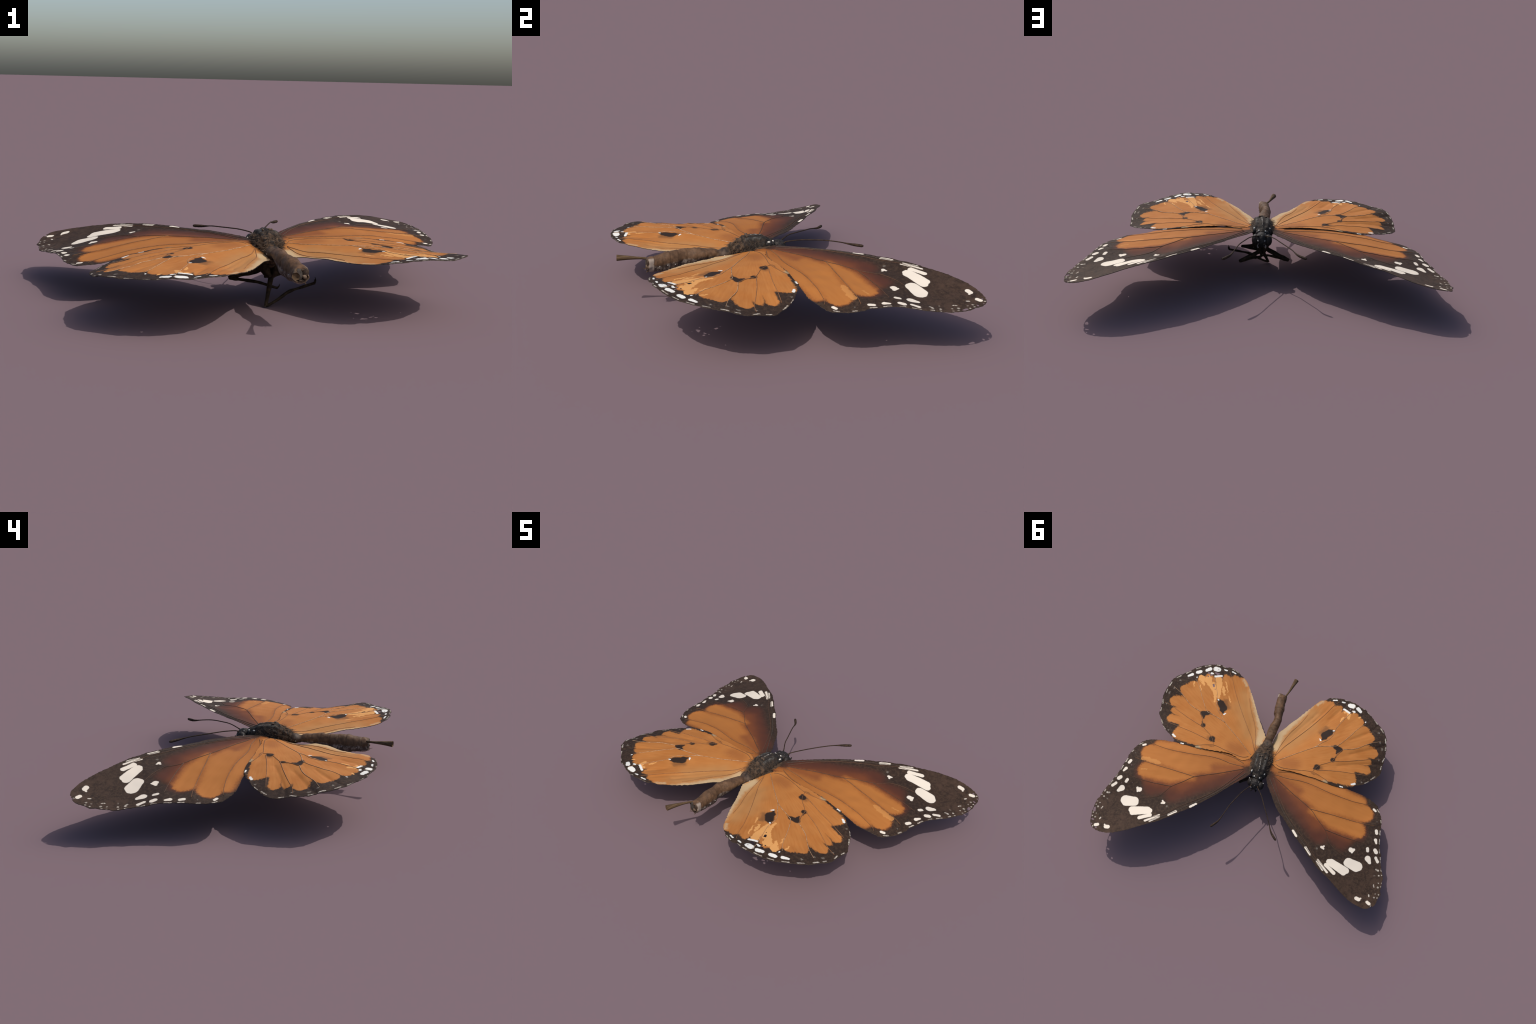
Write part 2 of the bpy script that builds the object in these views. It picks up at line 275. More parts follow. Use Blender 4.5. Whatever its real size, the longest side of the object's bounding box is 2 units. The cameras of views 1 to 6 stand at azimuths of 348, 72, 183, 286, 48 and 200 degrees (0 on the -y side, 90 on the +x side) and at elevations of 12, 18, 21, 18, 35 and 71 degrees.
# ---------------------------------------------------------------------------
# small geometry helpers
# ---------------------------------------------------------------------------
def spline(points, step, closed=False):
    """Catmull-Rom through the control points, resampled at about `step`"""
    p = np.array(points, float)
    n = len(p)
    segs = n if closed else n - 1
    get = (lambda i: p[i % n]) if closed else (lambda i: p[min(max(i, 0), n - 1)])
    fine = []
    for i in range(segs):
        a, b, c, d = get(i - 1), get(i), get(i + 1), get(i + 2)
        k = 12
        for t in np.arange(k) / k:
            fine.append(0.5 * (2 * b + (c - a) * t + (2 * a - 5 * b + 4 * c - d) * t ** 2 + (3 * b - a - 3 * c + d) * t ** 3))
    fine.append(get(segs) if not closed else get(0))
    fine = np.array(fine)
    run = np.r_[0, np.cumsum(np.linalg.norm(np.diff(fine, axis=0), axis=1))]
    m = max(3, int(run[-1] / step))
    t = np.linspace(0, run[-1], m + 1)
    out = np.stack([np.interp(t, run, fine[:, k]) for k in range(p.shape[1])], 1)
    return out[:-1] if closed else out


class Sheet:
    """thin-plate surface z(x, y) through a few height points"""
    def __init__(self, pts, stiff=1e-3):
        P = np.array(pts)
        X = self.X = P[:, :2]
        n = len(X)
        A = np.zeros((n + 3, n + 3))
        A[:n, :n] = self._k(X) + stiff * np.eye(n)
        A[:n, n] = 1
        A[:n, n + 1:] = X
        A[n:, :n] = A[:n, n:].T
        self.w = np.linalg.solve(A, np.r_[P[:, 2], 0, 0, 0])

    def _k(self, q):
        r = np.linalg.norm(q[:, None, :] - self.X[None], axis=-1)
        return np.where(r > 0, r * r * np.log(r + 1e-12), 0)

    def __call__(self, q):
        q = np.atleast_2d(np.asarray(q, float))[:, :2]
        return self._k(q) @ self.w[:-3] + self.w[-3] + q @ self.w[-2:]


def inside(poly, q):
    poly, q = np.asarray(poly), np.asarray(q)
    x, y = q[:, 0], q[:, 1]
    hit = np.zeros(len(q), bool)
    for (x1, y1), (x2, y2) in zip(poly, np.roll(poly, -1, axis=0)):
        if y1 != y2:
            hit ^= ((y1 > y) != (y2 > y)) & (x < (x2 - x1) * (y - y1) / (y2 - y1) + x1)
    return hit


def gap_to_line(line, q):
    """distance of each point of q from a polyline"""
    line, q = np.asarray(line, float), np.asarray(q, float)
    best = np.full(len(q), 9.0)
    for a, b in zip(line[:-1], line[1:]):
        ba = b - a
        h = np.clip(((q - a) @ ba) / max(ba @ ba, 1e-12), 0, 1)
        best = np.minimum(best, np.linalg.norm(q - a - h[:, None] * ba, axis=1))
    return best


def wave(q, size, seed):
    """smooth pseudo-noise in about -1..1, any dimension"""
    r = np.random.default_rng(seed)
    q = np.asarray(q, float)
    out = np.zeros(len(q))
    for k in range(24):
        f = r.normal(size=q.shape[1])
        f *= r.uniform(1.8, 4.5) / size / np.linalg.norm(f)
        out += np.sin(q @ f + r.uniform(0, 6.28)) / 4.0
    return out


def mesh_object(name, verts, faces, materials, parent=None, smooth_angle=50, kind=None):
    me = bpy.data.meshes.new(name)
    me.from_pydata([tuple(map(float, v)) for v in verts], [], [tuple(map(int, f)) for f in faces])
    for m in (materials if isinstance(materials, (list, tuple)) else [materials]):
        me.materials.append(m)
    me.polygons.foreach_set('use_smooth', [True] * len(me.polygons))
    me.validate()
    me.update()
    if smooth_angle:
        me.set_sharp_from_angle(angle=math.radians(smooth_angle))
    ob = bpy.data.objects.new(name, me)
    bpy.context.scene.collection.objects.link(ob)
    if parent is not None:
        ob.parent = parent
    if kind:
        ob['kind'] = kind
    return ob


def tube(path, radii, sides=8, squash=1.0, cap=True):
    """vertices and faces of a round tube along a path"""
    path = np.asarray(path, float)
    n = len(path)
    radii = np.broadcast_to(np.asarray(radii, float), (n,))
    tang = np.gradient(path, axis=0)
    tang /= np.linalg.norm(tang, axis=1, keepdims=True) + 1e-12
    ref = np.array([0, 0, 1.0]) if abs(tang[0][2]) < 0.9 else np.array([1.0, 0, 0])
    V, F = [], []
    for i in range(n):
        u = np.cross(tang[i], ref)
        u /= np.linalg.norm(u) + 1e-12
        w = np.cross(u, tang[i])
        ref = w
        for k in range(sides):
            a = 2 * math.pi * k / sides
            V.append(path[i] + radii[i] * (math.cos(a) * u + squash * math.sin(a) * w))
    for i in range(n - 1):
        for k in range(sides):
            k2 = (k + 1) % sides
            F.append((i * sides + k, (i + 1) * sides + k, (i + 1) * sides + k2, i * sides + k2))
    if cap:
        F.append(tuple(range(sides)))
        F.append(tuple((n - 1) * sides + k for k in reversed(range(sides))))
    return V, F


def join(parts):
    V, F = [], []
    for v, f in parts:
        o = len(V)
        V += list(v)
        F += [tuple(i + o for i in face) for face in f]
    return V, F


def ball(centre, radii, rings=14, sides=20, bumps=0.0, seed=1):
    c, r = np.array(centre), np.array(radii)
    D = [(0, 0, 1.0)]
    for i in range(1, rings):
        p = math.pi * i / rings
        for k in range(sides):
            a = 2 * math.pi * k / sides
            D.append((math.sin(p) * math.cos(a), math.sin(p) * math.sin(a), math.cos(p)))
    D.append((0, 0, -1.0))
    D = np.array(D)
    k = 1 + bumps * (wave(D, 0.9, seed) + 0.5 * wave(D, 0.3, seed + 1))
    V = c + D * r * k[:, None]
    F = [(0, 1 + j, 1 + (j + 1) % sides) for j in range(sides)]
    for i in range(rings - 2):
        for j in range(sides):
            a, b = 1 + i * sides, 1 + (i + 1) * sides
            F.append((a + j, b + j, b + (j + 1) % sides, a + (j + 1) % sides))
    a, last = 1 + (rings - 2) * sides, len(D) - 1
    F += [(a + j, last, a + (j + 1) % sides) for j in range(sides)]
    return V, F


# ---------------------------------------------------------------------------
# material helpers
# ---------------------------------------------------------------------------
class Paint:
    """short-hand for building one node material"""
    def __init__(self, name):
        self.mat = bpy.data.materials.new(name)
        self.mat.use_nodes = True
        self.t = self.mat.node_tree
        self.t.nodes.clear()
        self.out = self.t.nodes.new('ShaderNodeOutputMaterial')
        self.bsdf = self.t.nodes.new('ShaderNodeBsdfPrincipled')
        self.t.links.new(self.bsdf.outputs[0], self.out.inputs[0])
        self.co = self.t.nodes.new('ShaderNodeTexCoord').outputs['Object']
        self.last = None

    def put(self, socket, v):
        if hasattr(v, 'is_linked'):
            self.t.links.new(v, socket)
        elif isinstance(v, (tuple, list)) and len(v) == 3 and socket.type == 'RGBA':
            socket.default_value = (*v, 1)
        else:
            socket.default_value = v

    def math(self, op, a, b=0.0, c=0.0, clamp=False):
        n = self.t.nodes.new('ShaderNodeMath')
        n.operation, n.use_clamp = op, clamp
        for k, v in enumerate((a, b, c)):
            self.put(n.inputs[k], v)
        return n.outputs[0]

    def vec(self, op, a, b=(0, 0, 0), scale=None):
        n = self.t.nodes.new('ShaderNodeVectorMath')
        n.operation = op
        self.put(n.inputs[0], a)
        self.put(n.inputs[1], b)
        if scale is not None:
            self.put(n.inputs['Scale'], scale)
        return n.outputs['Value'] if op in ('DOT_PRODUCT', 'LENGTH', 'DISTANCE') else n.outputs[0]

    def mapping(self, v, loc=(0, 0, 0), rot=(0, 0, 0), scale=(1, 1, 1), kind='POINT'):
        n = self.t.nodes.new('ShaderNodeMapping')
        n.vector_type = kind
        self.put(n.inputs['Vector'], v)
        n.inputs['Location'].default_value, n.inputs['Rotation'].default_value, n.inputs['Scale'].default_value = loc, rot, scale
        return n.outputs[0]

    def noise(self, v, scale, detail=3.0, rough=0.55, colour=False):
        n = self.t.nodes.new('ShaderNodeTexNoise')
        self.put(n.inputs['Vector'], v)
        n.inputs['Scale'].default_value, n.inputs['Detail'].default_value, n.inputs['Roughness'].default_value = scale, detail, rough
        return n.outputs['Color' if colour else 'Fac']

    def ramp(self, v, lo, hi, a=0.0, b=1.0, smooth=True):
        n = self.t.nodes.new('ShaderNodeMapRange')
        n.interpolation_type = 'SMOOTHSTEP' if smooth else 'LINEAR'
        for nm, x in (('Value', v), ('From Min', lo), ('From Max', hi), ('To Min', a), ('To Max', b)):
            self.put(n.inputs[nm], x)
        return n.outputs[0]

    def mix(self, f, a, b, blend='MIX'):
        n = self.t.nodes.new('ShaderNodeMix')
        n.data_type, n.blend_type = 'RGBA', blend
        self.put(n.inputs[0], f)
        self.put(n.inputs[6], a)
        self.put(n.inputs[7], b)
        return n.outputs[2]

    def stroke(self, P, c):
        """signed distance from a tapered, round-ended stroke a-b"""
        ax, ay, bx, by, ra, rb = c
        ba = (bx - ax, by - ay, 0)
        long2 = ba[0] ** 2 + ba[1] ** 2
        pa = self.vec('SUBTRACT', P, (ax, ay, 0))
        if long2 < 4e-6:
            return self.math('SUBTRACT', self.vec('LENGTH', pa), ra)
        k = 1 / long2
        h = self.math('ADD', self.vec('DOT_PRODUCT', pa, (ba[0] * k, ba[1] * k, 0)), 0.0, clamp=True)
        n = self.t.nodes.new('ShaderNodeVectorMath')
        n.operation = 'SCALE'
        n.inputs[0].default_value = ba
        self.put(n.inputs['Scale'], h)
        d = self.vec('DISTANCE', pa, n.outputs[0])
        return self.math('SUBTRACT', d, self.math('MULTIPLY_ADD', h, rb - ra, ra))

    def union(self, P, strokes, blend=0.0):
        """nearest of many strokes; every few strokes the point is passed on through the
        running result (at no weight), so that the shader is worked off in order"""
        d = None
        for k, c in enumerate(strokes):
            if k % 4 == 0 and self.last is not None:
                n = self.t.nodes.new('ShaderNodeVectorMath')
                n.operation = 'MULTIPLY_ADD'
                self.put(n.inputs[0], self.last)
                n.inputs[1].default_value = (1e-7, 1e-7, 0)
                self.put(n.inputs[2], P)
                Pk = n.outputs[0]
            elif k == 0:
                Pk = P
            e = self.stroke(Pk, c)
            d = e if d is None else self.math('SMOOTH_MIN' if blend else 'MINIMUM', d, e, blend)
            self.last = d
        return d

    def finish(self, colour, rough=0.7, bump=None, strength=0.3, dist=0.002, spec=0.3, sheen=0.0):
        self.put(self.bsdf.inputs['Base Color'], colour)
        self.put(self.bsdf.inputs['Roughness'], rough)
        self.bsdf.inputs['Specular IOR Level'].default_value = spec
        self.bsdf.inputs['Sheen Weight'].default_value = sheen
        if bump is not None:
            n = self.t.nodes.new('ShaderNodeBump')
            n.inputs['Strength'].default_value, n.inputs['Distance'].default_value = strength, dist
            self.put(n.inputs['Height'], bump)
            self.t.links.new(n.outputs[0], self.bsdf.inputs['Normal'])
        return self.mat


ORANGE, ORANGE_PALE = (0.318, 0.110, 0.024), (0.375, 0.150, 0.040)
RUST, RED_BROWN, BROWN = (0.215, 0.064, 0.014), (0.150, 0.045, 0.016), (0.066, 0.023, 0.014)
SOOT, SOOT_WARM = (0.024, 0.0145, 0.0105), (0.050, 0.031, 0.020)
CREAM, CHALK = (0.60, 0.53, 0.44), (0.60, 0.58, 0.53)
WORN, BEIGE = (0.52, 0.25, 0.08), (0.41, 0.295, 0.165)


def wing_paint(name, kind, west):
    p = Paint(name)
    raw = p.vec('MULTIPLY', p.co, (1, 1, 0))
    P = raw
    if west:
        how = WEST_OF_FORE if kind == 'fore' else WEST_OF_HIND
        s = how['size']
        P = p.mapping(raw, loc=(*how['shift'], 0), rot=(0, 0, how['turn']), scale=(-s, s, 1))
    # ragged edges: the scale rows never end in a clean line
    warp = p.vec('SUBTRACT', p.noise(P, 95, 4, 0.65, colour=True), (0.5, 0.5, 0.5))
    flat = p.vec('MULTIPLY', warp, (1, 1, 0))
    broad = p.vec('SUBTRACT', p.noise(P, 34, 3, 0.6, colour=True), (0.5, 0.5, 0.5))
    S = p.vec('ADD', P, p.vec('SCALE', flat, scale=0.011))                     # fine rag
    Q = p.vec('ADD', S, p.vec('SCALE', p.vec('MULTIPLY', broad, (1, 1, 0)), scale=0.026))   # broad rag
    Q = p.vec('ADD', Q, p.vec('SCALE', flat, scale=0.009))
    worn_warp = p.vec('SUBTRACT', p.noise(P, 38, 6, 0.72, colour=True), (0.5, 0.5, 0.5))
    R = p.vec('ADD', P, p.vec('SCALE', p.vec('MULTIPLY', worn_warp, (1, 1, 0)), scale=0.05))
    RW = p.vec('ADD', raw, p.vec('SCALE', p.vec('MULTIPLY', worn_warp, (1, 1, 0)), scale=0.03))
    grain = p.noise(P, 420, 2, 0.6)
    patch = p.noise(P, 9, 3, 0.5)
    dust = p.noise(P, 60, 5, 0.7)
    # fine streaks fanning out from the wing root, as the scale rows run
    fan = p.t.nodes.new('ShaderNodeSeparateXYZ')
    p.put(fan.inputs[0], p.vec('SUBTRACT', P, (0.06, 0.0, 0) if kind == 'fore' else (0.09, -0.08, 0)))
    angle = p.math('ARCTAN2', fan.outputs[1], fan.outputs[0])
    polar = p.t.nodes.new('ShaderNodeCombineXYZ')
    p.put(polar.inputs[0], p.math('MULTIPLY', angle, 55.0))
    p.put(polar.inputs[1], p.math('MULTIPLY', p.vec('LENGTH', P), 9.0))
    streak = p.noise(polar.outputs[0], 1.0, 4, 0.65)
    orange = p.mix(p.ramp(p.math('MULTIPLY_ADD', streak, 0.6, p.math('MULTIPLY', patch, 0.4)), 0.30, 0.72), ORANGE, ORANGE_PALE)
    orange = p.mix(p.ramp(grain, 0.42, 0.75, 0, 0.35), orange, (0.25, 0.105, 0.035))
    soot = p.mix(p.ramp(dust, 0.4, 0.7), SOOT, SOOT_WARM)

    def lay(colour, strokes, over, soft, blend=0.0, at=None, speck=0.0, most=1.0, feather=0.0):
        d = p.union(at or Q, strokes, blend)
        if feather:
            d = p.math('ADD', d, p.math('MULTIPLY_ADD', streak, feather, -0.5 * feather))
        if speck:
            d = p.math('ADD', d, p.math('MULTIPLY_ADD', grain, speck, -0.5 * speck))
        back = p.math('MULTIPLY', soft, -1.0) if hasattr(soft, 'is_linked') else -soft
        return p.mix(p.ramp(d, soft, back, 0.0, most), over, colour)
    if kind == 'fore':
        # apex: thin scale cover, scratched
        comb = p.noise(p.mapping(P, rot=(0, 0, 0.6), scale=(60, 260, 1)), 1.0, 4, 0.7)
        scratch = p.ramp(comb, 0.56, 0.72, 0, 0.8)
        apex = p.ramp(p.vec('DOT_PRODUCT', P, (0.62, 0.78, 0)), 0.78, 1.0)
        soot = p.mix(p.math('MULTIPLY', scratch, apex), soot, (0.115, 0.075, 0.048))
        soot = p.mix(p.math('MULTIPLY', apex, p.ramp(p.noise(P, 14, 6, 0.75), 0.42, 0.62)), soot, (0.052, 0.031, 0.021))
        col = lay(BROWN, F_BROWN, soot, 0.030, 0.02, speck=0.02)
        # the orange fades through rust into the brown cell, but ends crisply at the outer margin
        east = p.t.nodes.new('ShaderNodeSeparateXYZ')
        p.put(east.inputs[0], P)
        crisp = p.ramp(east.outputs[0], 0.70, 0.83)
        col = lay(RED_BROWN, F_ORANGE + F_RUST, col, p.ramp(crisp, 0, 1, 0.045, 0.012), 0.012, speck=0.05, most=0.8)
        col = lay(RUST, F_ORANGE, col, p.ramp(crisp, 0, 1, 0.024, 0.006), 0.012, speck=0.05, feather=0.014)
        deep = p.mix(p.ramp(east.outputs[0], 0.20, 0.62), p.mix(streak, (0.235, 0.080, 0.018), (0.285, 0.106, 0.028)), p.mix(streak, (0.295, 0.105, 0.024), (0.340, 0.130, 0.033)))
        inner = [(c[0], c[1], c[2], c[3], c[4] - 0.004, c[5] - 0.002) for c in F_ORANGE]
        col = lay(deep, inner, col, p.ramp(crisp, 0, 1, 0.026, 0.005), 0.012, speck=0.05, feather=0.014)
        col = lay(RED_BROWN, F_RED, col, 0.026, 0.0, speck=0.04, most=0.75)
        if not west:
            col = lay((0.43, 0.19, 0.055), F_WORN, col, 0.0012, at=R, most=0.65)
        col = lay(CREAM, F_FAINT, col, 0.004, most=0.15)
        W = p.vec('ADD', P, p.vec('SCALE', flat, scale=0.006))
        col = lay(CREAM, F_WHITE, col, 0.0020, 0.006, at=W)
        faded = p.ramp(dust, 0.30, 0.62, 0.85, 0.2)
        col = lay(CREAM, F_SPECK + F_DASH, col, 0.0022, at=S, most=faded)
    else:
        col = lay(orange, H_ORANGE, soot, 0.0055, 0.012, speck=0.004, feather=0.008)
        col = lay(RED_BROWN, H_RED, col, 0.036, speck=0.04, most=0.42)
        col = lay((0.335, 0.165, 0.058), H_TAN, col, 0.055, 0.02, most=0.8)
        col = lay(BEIGE, H_BEIGE, col, 0.014, 0.01, most=0.9)
        if west:
            col = lay(WORN, H_WORN_W, col, 0.0012, at=RW)
        else:
            col = lay(WORN, H_WORN, col, 0.0012, at=R)
        col = lay((0.06, 0.03, 0.016), H_SMOKE, col, 0.016, speck=0.01, most=0.55)
        col = lay(SOOT, H_BLACK, col, 0.0045, 0.008, at=S, speck=0.004, feather=0.003)
        col = lay(CREAM, H_FAINT, col, 0.005, most=0.25)
        white = H_WHITE if not west else [w for k, w in enumerate(H_WHITE) if k not in (2, 3)]
        col = lay(CHALK, white, col, 0.0018, 0.004, at=S)
        col = lay(CREAM, H_DASH, col, 0.0022, at=S, most=p.ramp(dust, 0.30, 0.62, 0.85, 0.25))
    fibre = p.noise(p.mapping(P, scale=(1, 1, 1)), 230, 3, 0.6)
    return p.finish(col, rough=0.7, bump=fibre, strength=0.25, dist=0.0012, spec=0.10)


def plain_paint(name, a, b, scale=40, rough=0.7, bump=0.35, dist=0.003, spec=0.3, lo=0.35, hi=0.68, stretch=(1, 1, 1)):
    p = Paint(name)
    v = p.mapping(p.co, scale=stretch)
    n = p.noise(v, scale, 5, 0.65)
    col = p.mix(p.ramp(n, lo, hi), a, b)
    return p.finish(col, rough=rough, bump=n, strength=bump, dist=dist, spec=spec)


def abdomen_paint():
    p = Paint('abdomen_cuticle')
    n = p.noise(p.co, 45, 6, 0.7)
    m = p.noise(p.co, 16, 3, 0.6)
    col = p.mix(p.ramp(n, 0.30, 0.70), (0.054, 0.029, 0.015), (0.120, 0.064, 0.033))
    col = p.mix(p.ramp(m, 0.5, 0.72, 0, 0.7), col, (0.070, 0.038, 0.020))
    # grey, scaly flanks and belly: matter that lies below a line along the side
    xyz = p.t.nodes.new('ShaderNodeSeparateXYZ')
    p.put(xyz.inputs[0], p.co)
    line = p.ramp(xyz.outputs[1], -0.59, -0.25, 0.226, 0.246, smooth=False)
    low = p.math('SUBTRACT', line, xyz.outputs[2])
    low = p.math('ADD', low, p.math('MULTIPLY_ADD', n, 0.03, -0.015))
    grey = p.mix(p.ramp(n, 0.45, 0.66), (0.062, 0.042, 0.032), (0.24, 0.195, 0.155))
    col = p.mix(p.ramp(low, -0.004, 0.010), col, grey)
    col = p.mix(p.ramp(p.math('ADD', xyz.outputs[1], p.math('MULTIPLY', n, 0.05)), -0.235, -0.185), col, p.mix(p.ramp(n, 0.4, 0.62), (0.022, 0.016, 0.012), (0.070, 0.045, 0.030)))
    # pale collar of the last ring
    ring = p.math('ABSOLUTE', p.math('ADD', xyz.outputs[1], 0.570))
    ring = p.math('ADD', ring, p.math('MULTIPLY_ADD', n, 0.02, -0.01))
    side = p.ramp(p.math('ADD', xyz.outputs[0], p.math('MULTIPLY', xyz.outputs[2], -0.9)), -0.165, -0.145)
    col = p.mix(p.math('MULTIPLY', p.ramp(ring, 0.016, 0.008, 0, 0.8), side), col, (0.30, 0.245, 0.20))
    return p.finish(col, rough=0.65, bump=n, strength=0.35, dist=0.0015, spec=0.2)


def thorax_paint():
    p = Paint('thorax_cuticle')
    n = p.noise(p.co, 60, 6, 0.7)
    m = p.noise(p.co, 130, 3, 0.6)
    col = p.mix(p.ramp(n, 0.38, 0.66), (0.015, 0.013, 0.012), (0.040, 0.030, 0.022))
    # two grey bands and a broken pale line down the back (built as strokes in plan)
    Q = p.vec('ADD', p.vec('MULTIPLY', p.co, (1, 1, 0)), p.vec('SCALE', p.vec('MULTIPLY', p.vec('SUBTRACT', p.noise(p.co, 90, 3, 0.6, colour=True), (0.5, 0.5, 0.5)), (1, 1, 0)), scale=0.012))
    xyz = p.t.nodes.new('ShaderNodeSeparateXYZ')
    p.put(xyz.inputs[0], p.co)
    back = p.ramp(xyz.outputs[2], 0.285, 0.300)
    bands = p.union(Q, [(0.066, -0.095, 0.058, -0.020, 0.006, 0.004), (0.000, -0.085, 0.000, -0.010, 0.007, 0.005)])
    col = p.mix(p.math('MULTIPLY', p.ramp(bands, 0.006, -0.004, 0, 0.9), p.math('MULTIPLY', back, p.ramp(n, 0.34, 0.6))), col, p.mix(p.ramp(m, 0.4, 0.65), (0.050, 0.046, 0.040), (0.115, 0.105, 0.092)))
    keel = p.union(Q, [(0.036, -0.085, 0.022, 0.010, 0.0022, 0.0016)])
    dots = p.math('MULTIPLY', p.ramp(keel, 0.002, -0.001), p.ramp(m, 0.45, 0.6))
    col = p.mix(p.math('MULTIPLY', dots, back), col, (0.26, 0.23, 0.20))
    rear = p.ramp(p.math('ADD', xyz.outputs[1], p.math('MULTIPLY', n, 0.05)), -0.060, -0.105)
    col = p.mix(p.math('MULTIPLY', rear, p.ramp(n, 0.42, 0.60)), col, (0.080, 0.048, 0.028))
    speck = p.ramp(p.noise(p.co, 210, 2, 0.5), 0.66, 0.72, 0, 0.7)
    col = p.mix(speck, col, (0.17, 0.145, 0.12))
    return p.finish(col, rough=0.75, bump=n, strength=0.5, dist=0.004, spec=0.12)


# ---------------------------------------------------------------------------
# the wings
# ---------------------------------------------------------------------------
def wing(name, rim, sheet, holes, paint, edge_paint, parent, veins, pleat, seed, limit=None, folds=(), crease=0.004, drop=-0.0015, thick=0.0030, grid=0.0072):
    loop = spline(rim, 0.0042, closed=True)
    n = len(loop)
    nxt, prv = np.roll(loop, -1, 0), np.roll(loop, 1, 0)
    nor = np.stack([(nxt - prv)[:, 1], -(nxt - prv)[:, 0]], 1)
    nor /= np.linalg.norm(nor, axis=1, keepdims=True) + 1e-9
    rag = 0.0011 * wave(loop, 0.011, seed) + 0.0006 * np.random.default_rng(seed).normal(size=n)
    turn = 1 if np.sum(loop[:, 0] * np.roll(loop[:, 1], -1) - np.roll(loop[:, 0], -1) * loop[:, 1]) > 0 else -1
    loop = loop + nor * (rag + 0.0022 * turn)[:, None]
    rings = [loop]
    for k, (ax, ay, bx, by, ra, rb) in enumerate(holes):
        m = 14
        t = np.arange(m) * 2 * math.pi / m
        d = np.stack([np.cos(t), np.sin(t)], 1)
        ba = np.array([bx - ax, by - ay])
        r = (ra if np.linalg.norm(ba) < 1e-3 else 0.5 * (ra + rb)) * (1 + 0.18 * wave(d, 0.9, seed + k))
        h = (d @ (ba / (np.linalg.norm(ba) + 1e-9)) > 0).astype(float)
        rings.append(np.array([ax, ay]) + h[:, None] * ba + d * r[:, None])
    lo, hi = loop.min(0), loop.max(0)
    gx, gy = np.meshgrid(np.arange(lo[0], hi[0], grid), np.arange(lo[1], hi[1], grid))
    fill = np.stack([gx.ravel(), gy.ravel()], 1)
    fill[:, 0] += (np.round((fill[:, 1] - lo[1]) / grid) % 2) * grid * 0.5
    fill += np.random.default_rng(seed + 1).uniform(-0.15, 0.15, fill.shape) * grid
    keep = inside(loop, fill)
    for r in rings:
        keep &= gap_to_line(np.vstack([r, r[:1]]), fill) > grid * 0.45
    for r in rings[1:]:
        keep &= ~inside(r, fill)
    pts = np.vstack(rings + [fill[keep]])
    edges, at = [], 0
    for r in rings:
        edges += [(at + i, at + (i + 1) % len(r)) for i in range(len(r))]
        at += len(r)
    out = delaunay_2d_cdt([Vector(q) for q in pts], edges, [], 0, 1e-7)
    xy = np.array([tuple(v) for v in out[0]])
    tri = np.array([tuple(f) for f in out[2]])
    mid = xy[tri].mean(1)
    ok = inside(loop, mid)
    for r in rings[1:]:
        ok &= ~inside(r, mid)
    a, b, c = xy[tri[:, 0]], xy[tri[:, 1]], xy[tri[:, 2]]
    area = (b - a)[:, 0] * (c - a)[:, 1] - (b - a)[:, 1] * (c - a)[:, 0]
    tri = tri[ok & (np.abs(area) > 1e-9)]
    area = area[ok & (np.abs(area) > 1e-9)]
    tri[area < 0] = tri[area < 0][:, ::-1]
    z = sheet(xy)
    if limit is not None:
        z = limit(xy, z)
    # the veins are ridges; the membrane sags between them and is creased in places
    d = np.full(len(xy), 9.0)
    for v in veins:
        d = np.minimum(d, gap_to_line(spline(v, 0.01), xy))
    root = np.array(rim[0])
    reach = np.clip(np.linalg.norm(xy - root, axis=1) / 0.45, 0.25, 1.0)
    z = z - pleat * reach * np.minimum(d, 0.06) + 0.0006 * wave(xy, 0.05, seed)
    for fold in folds:
        g = gap_to_line(spline(fold, 0.01), xy)
        z = z - crease * reach * np.exp(-g / 0.008)
    z = z - drop
    k = len(xy)
    V = np.vstack([np.c_[xy, z], np.c_[xy, z - thick]])
    top = [tuple(t) for t in tri]
    bottom = [tuple(t[::-1] + k) for t in tri]
    count = {}
    for t in top:
        for e in ((t[0], t[1]), (t[1], t[2]), (t[2], t[0])):
            count[e] = 1
    sides = [(e[1], e[0], e[0] + k, e[1] + k) for e in count if (e[1], e[0]) not in count]
    ob = mesh_object(name, V, top + bottom + sides, [paint, edge_paint], parent, 35)
    idx = [0] * (2 * len(top)) + [1] * len(sides)
    if len(ob.data.polygons) == len(idx):
        ob.data.polygons.foreach_set('material_index', idx)

    def surface(q):
        zz = sheet(q)
        if limit is not None:
            zz = limit(np.atleast_2d(q), zz)
        return zz - drop + 0.0006 * wave(np.atleast_2d(q), 0.05, seed)
    return ob, loop, surface


def add_veins(parent, veins, loop, surface, paints, radius):
    for k, v in enumerate(veins):
        line = spline(v, 0.008)
        good = inside(loop, line) & (gap_to_line(np.vstack([loop, loop[:1]]), line) > 0.004)
        line = line[good]
        if len(line) < 4:
            continue
        z = surface(line) + 0.0006
        t = np.linspace(0, 1, len(line))
        V, F = tube(np.c_[line, z], radius * (1.25 - 0.62 * t), sides=7)
        mesh_object('vein', V, F, paints[k % len(paints)], parent, 0)


butterfly = bpy.data.objects.new('butterfly', None)
bpy.context.scene.collection.objects.link(butterfly)
butterfly['label'] = 'dried orange butterfly with black white-spotted wing tips, wings spread flat'
butterfly['category'] = 'butterfly'

